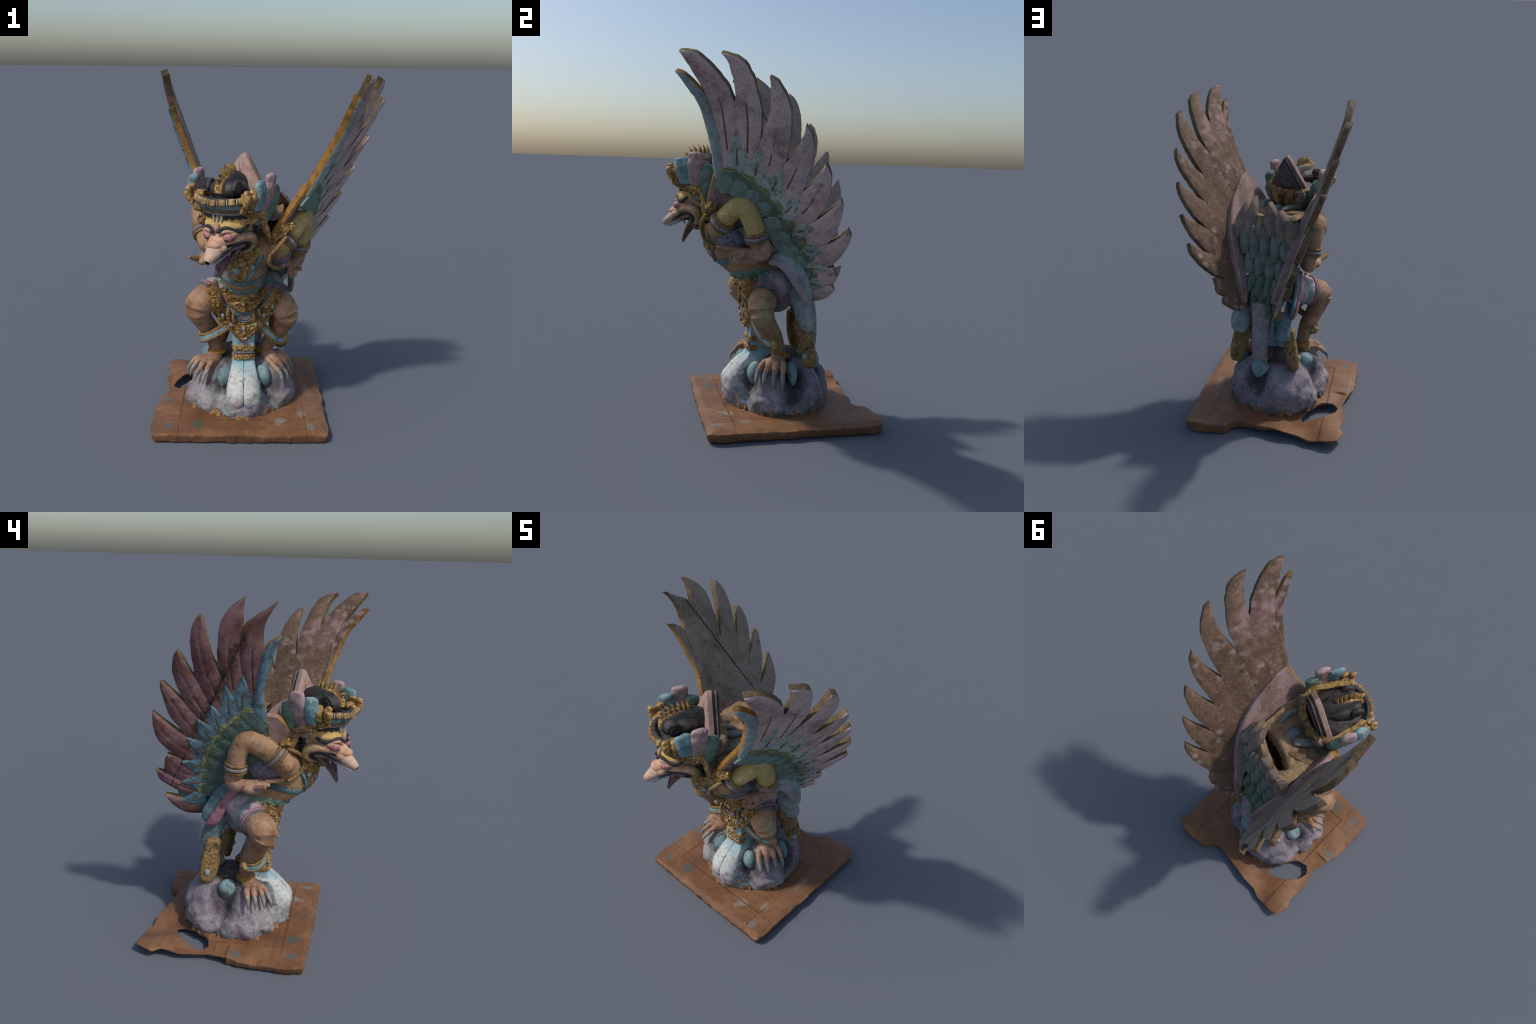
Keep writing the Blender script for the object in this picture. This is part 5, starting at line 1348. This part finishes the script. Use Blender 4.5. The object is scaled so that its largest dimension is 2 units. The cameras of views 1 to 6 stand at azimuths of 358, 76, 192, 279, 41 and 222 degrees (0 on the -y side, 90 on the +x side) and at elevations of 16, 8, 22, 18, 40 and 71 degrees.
for s_ in (-1, 1):
    H('fang', tube([(s_ * .045, .095, -.118), (s_ * .043, .10, -.14), (s_ * .038, .092, -.160)], [.011, .009, .002], 12, 12), 'white_paint')
    for k in range(6):
        t = k / 5
        H('tooth', ball((s_ * (.043 - .020 * t), .128 + .078 * t, -.142 - .034 * t), (.005, .0075, .009), Matrix.Rotation(.5, 3, 'X'), 10, 8), 'white_paint')
    # broad cheek curling round the corner of the mouth, edged by a dark lip
    ck = [(s_ * .052, .128, -.082), (s_ * .078, .088, -.068), (s_ * .099, .045, -.062), (s_ * .112, .002, -.075), (s_ * .112, -.018, -.105), (s_ * .095, -.008, -.135), (s_ * .068, .022, -.152)]
    H('cheek', rough_up(tube(ck, [.012, .020, .025, .027, .025, .02, .007], 18, 50), .002, 40), 'cheek_paint')
    lip = [(s_ * .040, .172, -.142), (s_ * .052, .138, -.122), (s_ * .070, .105, -.099), (s_ * .092, .062, -.088), (s_ * .111, .028, -.094), (s_ * .112, .012, -.110), (s_ * .10, .018, -.128), (s_ * .078, .042, -.142)]
    H('lip', tube(lip, [.004, .008, .010, .011, .010, .009, .007, .003], 10, 60), 'black_paint')
    gum = [(s_ * .048, .125, -.130), (s_ * .066, .085, -.115), (s_ * .095, .035, -.108), (s_ * .085, .03, -.122)]
    H('gum', tube(gum, [.007, .012, .011, .006], 10, 30), 'mouth_pink')
    e = H('eye', ball((s_ * .059, .127, -.052), (.032, .026, .024), Matrix.Rotation(-.75 * s_, 3, 'Z')), 'eye_pink')
    H('pupil', ball((s_ * .054, .148, -.064), (.011, .008, .008)), 'black_paint', e)
    lid = [(s_ * .026, .148, -.034), (s_ * .05, .146, -.022), (s_ * .08, .118, -.026), (s_ * .100, .082, -.046)]
    H('eyelid', tube(lid, [.006, .009, .009, .004], 10, 30), 'flesh_face')
    # brow ending in a forehead curl
    br = [(s_ * .018, .160, -.022), (s_ * .03, .150, -.010), (s_ * .05, .140, -.008), (s_ * .08, .118, -.022), (s_ * .105, .085, -.022), (s_ * .124, .05, -.002)]
    H('eyebrow', tube(br, [(.008, .008), (.008, .008), (.009, .012), (.009, .014), (.009, .013), (.006, .007)], 12, 50), 'black_paint')
    H('brow_curl', ball((s_ * .018, .163, -.022), (.011, .007, .011)), 'black_paint')
    for k, a in enumerate((.28, .55, .82, 1.08)):
        x, y = math.sin(a) * .131 * s_, math.cos(a) * .131
        H('forelock', ball((x, y, .052), (.021, .007, .022), Matrix.Rotation(-a * s_, 3, 'Z'), 16, 10), 'black_paint')
    # sideburn curls behind the cheek
    for k in range(6):
        H('sideburn_curl', ball((s_ * (.112 - .003 * k), -.035 - .004 * k, -.02 - .022 * k), (.017, .016, .015)), 'black_paint')
for x in (-.022, 0, .022):
    H('forehead_mark', ball((x, .135, .036), (.0045, .006, .022), Matrix.Rotation(x * 6, 3, 'Y')), 'white_paint')
H('forehead_bump', ball((0, .146, -.004), (.018, .014, .024)), 'flesh_face')
# jaw ruff: shaded folds under the cheek
for s_ in (-1, 1):
    ru = [(s_ * .108, -.03, -.06), (s_ * .115, -.02, -.10), (s_ * .09, .0, -.135), (s_ * .05, .02, -.16)]
    H('beard_curl', rope(ru, .014, .02, 10, 60, .3), 'black_paint')

# ears with long gilt lobes
for s_ in (-1, 1):
    ear = [(s_ * .118, .012, .0), (s_ * .150, .02, .03), (s_ * .165, .002, .055), (s_ * .165, -.032, .045), (s_ * .158, -.058, .01), (s_ * .155, -.068, -.03)]
    eo = H('ear', tube(ear, [.010, .014, .017, .017, .015, .010], 12, 40), 'face_yellow' if s_ < 0 else 'flesh_face')
    H('ear_bowl', ball((s_ * .138, -.018, .018), (.022, .04, .035)), 'grey_blue', eo)
    H('ear_fold', tube([(s_ * .155, .0, .025), (s_ * .16, -.025, .02), (s_ * .155, -.045, -.01)], [.006, .009, .005], 10, 20), 'face_yellow', eo)
    relief = [V((s_ * .152, -.062, -.015)), V((s_ * .165, -.072, -.05)), V((s_ * .182, -.075, -.102))]
    H('earring', rough_up(tube(relief, [(.018, .016), (.022, .018), (.004, .004)], 14, 30), .004, 60), 'gilt', eo)

# crown
def crown_r(a):
    """Crown radius by angle from the front."""
    return .148 + .022 * math.sin(min(a, math.pi - a) if a <= math.pi else 0) ** 2 + (.03 * max(0, math.cos(a)) ** 2)
def ringpath(r, z, a0, a1, n=60, sx=1.0, dz=0.0):
    return [V((math.sin(a0 + (a1 - a0) * i / n) * r * sx, math.cos(a0 + (a1 - a0) * i / n) * r, z + dz * (1 - math.cos(a0 + (a1 - a0) * i / n)))) for i in range(n + 1)]
crown = H('crown', rough_up(remesh(join([ball((0, -.05, .055), (.165, .125, .105)), ball((0, .0, .085), (.155, .155, .05))]), .005, 4), .003, 30), 'hair_black')
H('crown_roll', rope(ringpath(.150, .098, -1.75, 1.75, 60, 1.02), .019, 5, 12, 100, 0), 'cloth_blue', crown)
H('crown_cord', rope(ringpath(.142, .076, -1.9, 1.9, 60, 1.02), .011, .012, 10, 260, .4), 'rope_gilt', crown)
H('crown_cord', rope(ringpath(.140, .060, -1.9, 1.9, 60, 1.02), .006, .9, 8, 100, 0), 'grey_blue', crown)
vs0 = []
for k in range(9):
    a = -1.06 + 2.12 * k / 8
    c = V((math.sin(a) * .176, math.cos(a) * .178, .118 + .004 * abs(k - 4)))
    B = Matrix.Rotation(-a, 3, 'Z') @ Matrix.Rotation(.35, 3, 'X')
    bx = ball((0, 0, 0), 1, None, 16, 10)
    cub = [c + B @ V((math.copysign(abs(p.x) ** .45, p.x) * .0175, math.copysign(abs(p.y) ** .45, p.y) * .013, math.copysign(abs(p.z) ** .45, p.z) * .017)) for p in bx[0]]
    H('crown_tile', rough_up((cub, bx[1]), .002, 40, k), 'rosette_paint' if False else 'gilt_tile' if 'gilt_tile' in MATS else 'gilt', crown)
    if k < 8:
        a2 = a + 2.12 / 16; c2 = V((math.sin(a2) * .178, math.cos(a2) * .180, .118 + .004 * abs(k - 3.5)))
        H('crown_bead', ball(c2, (.004, .011, .017), Matrix.Rotation(-a2, 3, 'Z') @ Matrix.Rotation(.35, 3, 'X'), 10, 8), 'white_paint', crown)
# dark bowl rim
H('crown_rim', rope(ringpath(.158, .130, -1.5, 1.5, 60, 1.02), .012, 5, 10, 100, 0), 'hair_black', crown)
# gilt side plates rising from the cord to the side petals
for s_ in (-1, 1):
    pts = [(s_ * .128, .122, .118), (s_ * .156, .06, .10), (s_ * .170, -.02, .08), (s_ * .165, -.085, .065), (s_ * .125, -.145, .05), (s_ * .06, -.172, .045), (0, -.178, .045)]
    nn_ = [(s_ * .7, .6, .2), (s_ * .95, .3, .15), (s_, 0, .1), (s_ * .9, -.4, -.2), (s_ * .6, -.8, -.4), (s_ * .2, -1, -.5), (0, -1, -.5)]
    relief_band('crown_side_plate', [V(p) for p in pts], [.048, .055, .06, .066, .07, .07, .07], [V(x_) for x_ in nn_], .03, .012, crown, cell=.016)
    def petalp(base, tip, w, th, mat, name='crown_petal'):
        b = V(base); t = V(tip); m = b.lerp(t, .55) + V((s_ * .012, 0, 0))
        H(name, rough_up(tube([b, m, t], [(th * .8, w * .75), (th * 1.1, w * 1.1), (th, w * 1.05)], 24, 26, (0, 1, 0)), .006 if name == 'crown_petal' else .005, 22 if name == 'crown_petal' else 60), mat, crown)
    petalp((s_ * .148, .130, .105), (s_ * .158, .136, .170), .021, .015, 'gilt', 'crown_knob')
    petalp((s_ * .162, .088, .105), (s_ * .170, .086, .174), .022, .016, 'gilt', 'crown_knob')
    petalp((s_ * .168, .040, .085), (s_ * .186, .050, .206), .043, .019, 'lobe_blue')
    petalp((s_ * .174, -.020, .075), (s_ * .204, -.032, .230), .041, .018, 'lobe_pink')
    petalp((s_ * .170, -.075, .055), (s_ * .194, -.092, .172), .040, .018, 'lobe_green')
    for bl, mt, w_ in ([[(.118, -.085, -.05), (.168, -.098, .02), (.188, -.112, .10), (.178, -.122, .150)], 'lobe_green', .038], [[(.085, -.125, -.045), (.128, -.158, .02), (.146, -.172, .085), (.135, -.165, .135)], 'stake_brown', .042],
                       [[(.03, -.155, -.04), (.055, -.192, .02), (.062, -.200, .075), (.05, -.188, .12)], 'gilt', .036]):
        pl = [V((s_ * x_, y_, z_)) for x_, y_, z_ in bl]
        out_ = V((s_ * bl[2][0], bl[2][1] + .03, 0)).normalized(); ac_ = out_.cross(V((0, 0, 1)))
        P_ = even(pl, 26); vs_, fs_ = [], []
        for i_ in range(26):
            u_ = i_ / 25; hw_ = w_ * (.55 + .45 * min(1, u_ / .4)) * (1 - max(0, (u_ - .5) / .5) ** 1.8) + .001
            for lay_ in (0, 1):
                for j_ in range(11):
                    q_ = j_ / 10 * 2 - 1
                    vs_.append(V(P_[i_]) + ac_ * hw_ * q_ + out_ * (.010 * (1 - q_ * q_) + .012 * u_ * u_ - (.012 if lay_ else 0) - .008 * q_ * q_))
        for i_ in range(25):
            for lay_ in (0, 1):
                for j_ in range(10):
                    a_ = i_ * 22 + lay_ * 11 + j_
                    fs_.append((a_, a_ + 1, a_ + 23, a_ + 22))
            for j_ in (0, 10):
                a_ = i_ * 22 + j_
                fs_.append((a_, a_ + 22, a_ + 33, a_ + 11))
        for i_ in (0, 25):
            for j_ in range(10):
                a_ = i_ * 22 + j_
                fs_.append((a_, a_ + 1, a_ + 12, a_ + 11))
        H('crown_leaf', rough_up((vs_, fs_), .003, 40), mt, crown, sharp=50)

# hair bun rolled into two side coils, with a spiked gilt crest over it
bun = H('hair_bun', rough_up(remesh(join([tube([(0, -.10, .13), (0, -.03, .165), (0, .05, .168), (0, .088, .158)], [(.085, .05), (.085, .05), (.075, .048), (.06, .04)], up=(1, 0, 0)),
                                            ball((0, .01, .165), (.085, .10, .05)), ball((.03, .07, .168), (.05, .045, .042)), ball((-.03, .07, .168), (.05, .045, .042))]), .004, 5), .002, 30), 'hair_black')
for s_ in (-1, 1):
    co = [V((s_ * (.072 + .006 * k / 40), .068 + (.033 - .028 * k / 40) * math.cos(k * .28), .178 + (.033 - .028 * k / 40) * math.sin(k * .28))) for k in range(41)]
    H('hair_coil', tube(co, [.013] * 30 + [.009] * 11, 12, 90, (1, 0, 0)), 'hair_black', bun)
cp = [V(p) for p in ((0, .128, .158), (0, .122, .19), (0, .098, .215), (0, .06, .232), (0, .015, .238), (0, -.04, .232))]
relief_band('hair_crest', cp, [.022, .022, .022, .022, .022, .02], [V((0, 1, .1)), V((0, .9, .4)), V((0, .6, .8)), V((0, .3, 1)), V((0, 0, 1)), V((0, -.1, 1))], .02, .008, bun, cell=.010)
for k, t in enumerate(np.linspace(.28, .93, 7)):
    P = even(cp, 60); i = int(t * 59); p = V(P[i]); tg = V(P[min(59, i + 1)] - P[max(0, i - 1)]).normalized(); nr = V((0, -tg.z, tg.y)); nr = nr if nr.z > 0 else -nr
    hgt = .056 if k > 1 else .04
    H('crest_spike', tube([p - nr * .004, p + nr * hgt * .5, p + nr * hgt + tg * -.012], [(.011, .017), (.009, .013), (.0015, .0015)], 10, 12, (1, 0, 0)), 'spike_gold' if 'spike_gold' in MATS else 'gilt', bun)

# diamond plate standing behind the bun: a pink slab with stepped mouldings behind it
def diamond(sc, y0, y1, mat, name, parent):
    out = [(-.145 * sc, .11), (-.012 * sc, .17 + .145 * sc), (.0, .17 + .152 * sc), (.012 * sc, .17 + .145 * sc), (.135 * sc, .12), (.10 * sc, .05), (.0, .0), (-.10 * sc, .05)]
    P = np.array(out); D = []
    for i in range(len(P)):
        for t in np.linspace(0, 1, 8)[:-1]:
            D.append(P[i] * (1 - t) + P[(i + 1) % len(P)] * t)
    v, f_ = extrude_outline(D, y0, y1, .005)
    lean = lambda p: V((p[0] * 1.06, -.095 - p[2] - .16 * (p[1] - .15), p[1] + .004))
    return H(name, rough_up(([lean(p) for p in v], f_), .002, 40), mat, parent, sharp=40)
H('plate_crack', tube([(.018, -.1205, .292), (.008, -.1115, .235), (-.004, -.102, .18)], [.0025, .004, .003], 8, 12), 'cavity_dark')
dp = diamond(1.0, 0, .034, 'plate_pink', 'crest_plate', None)
diamond(.90, .034, .048, 'plate_grey', 'plate_moulding', dp)
diamond(.95, .048, .060, 'plate_grey', 'plate_moulding', dp)
diamond(.80, .060, .074, 'plate_grey', 'plate_moulding', dp)
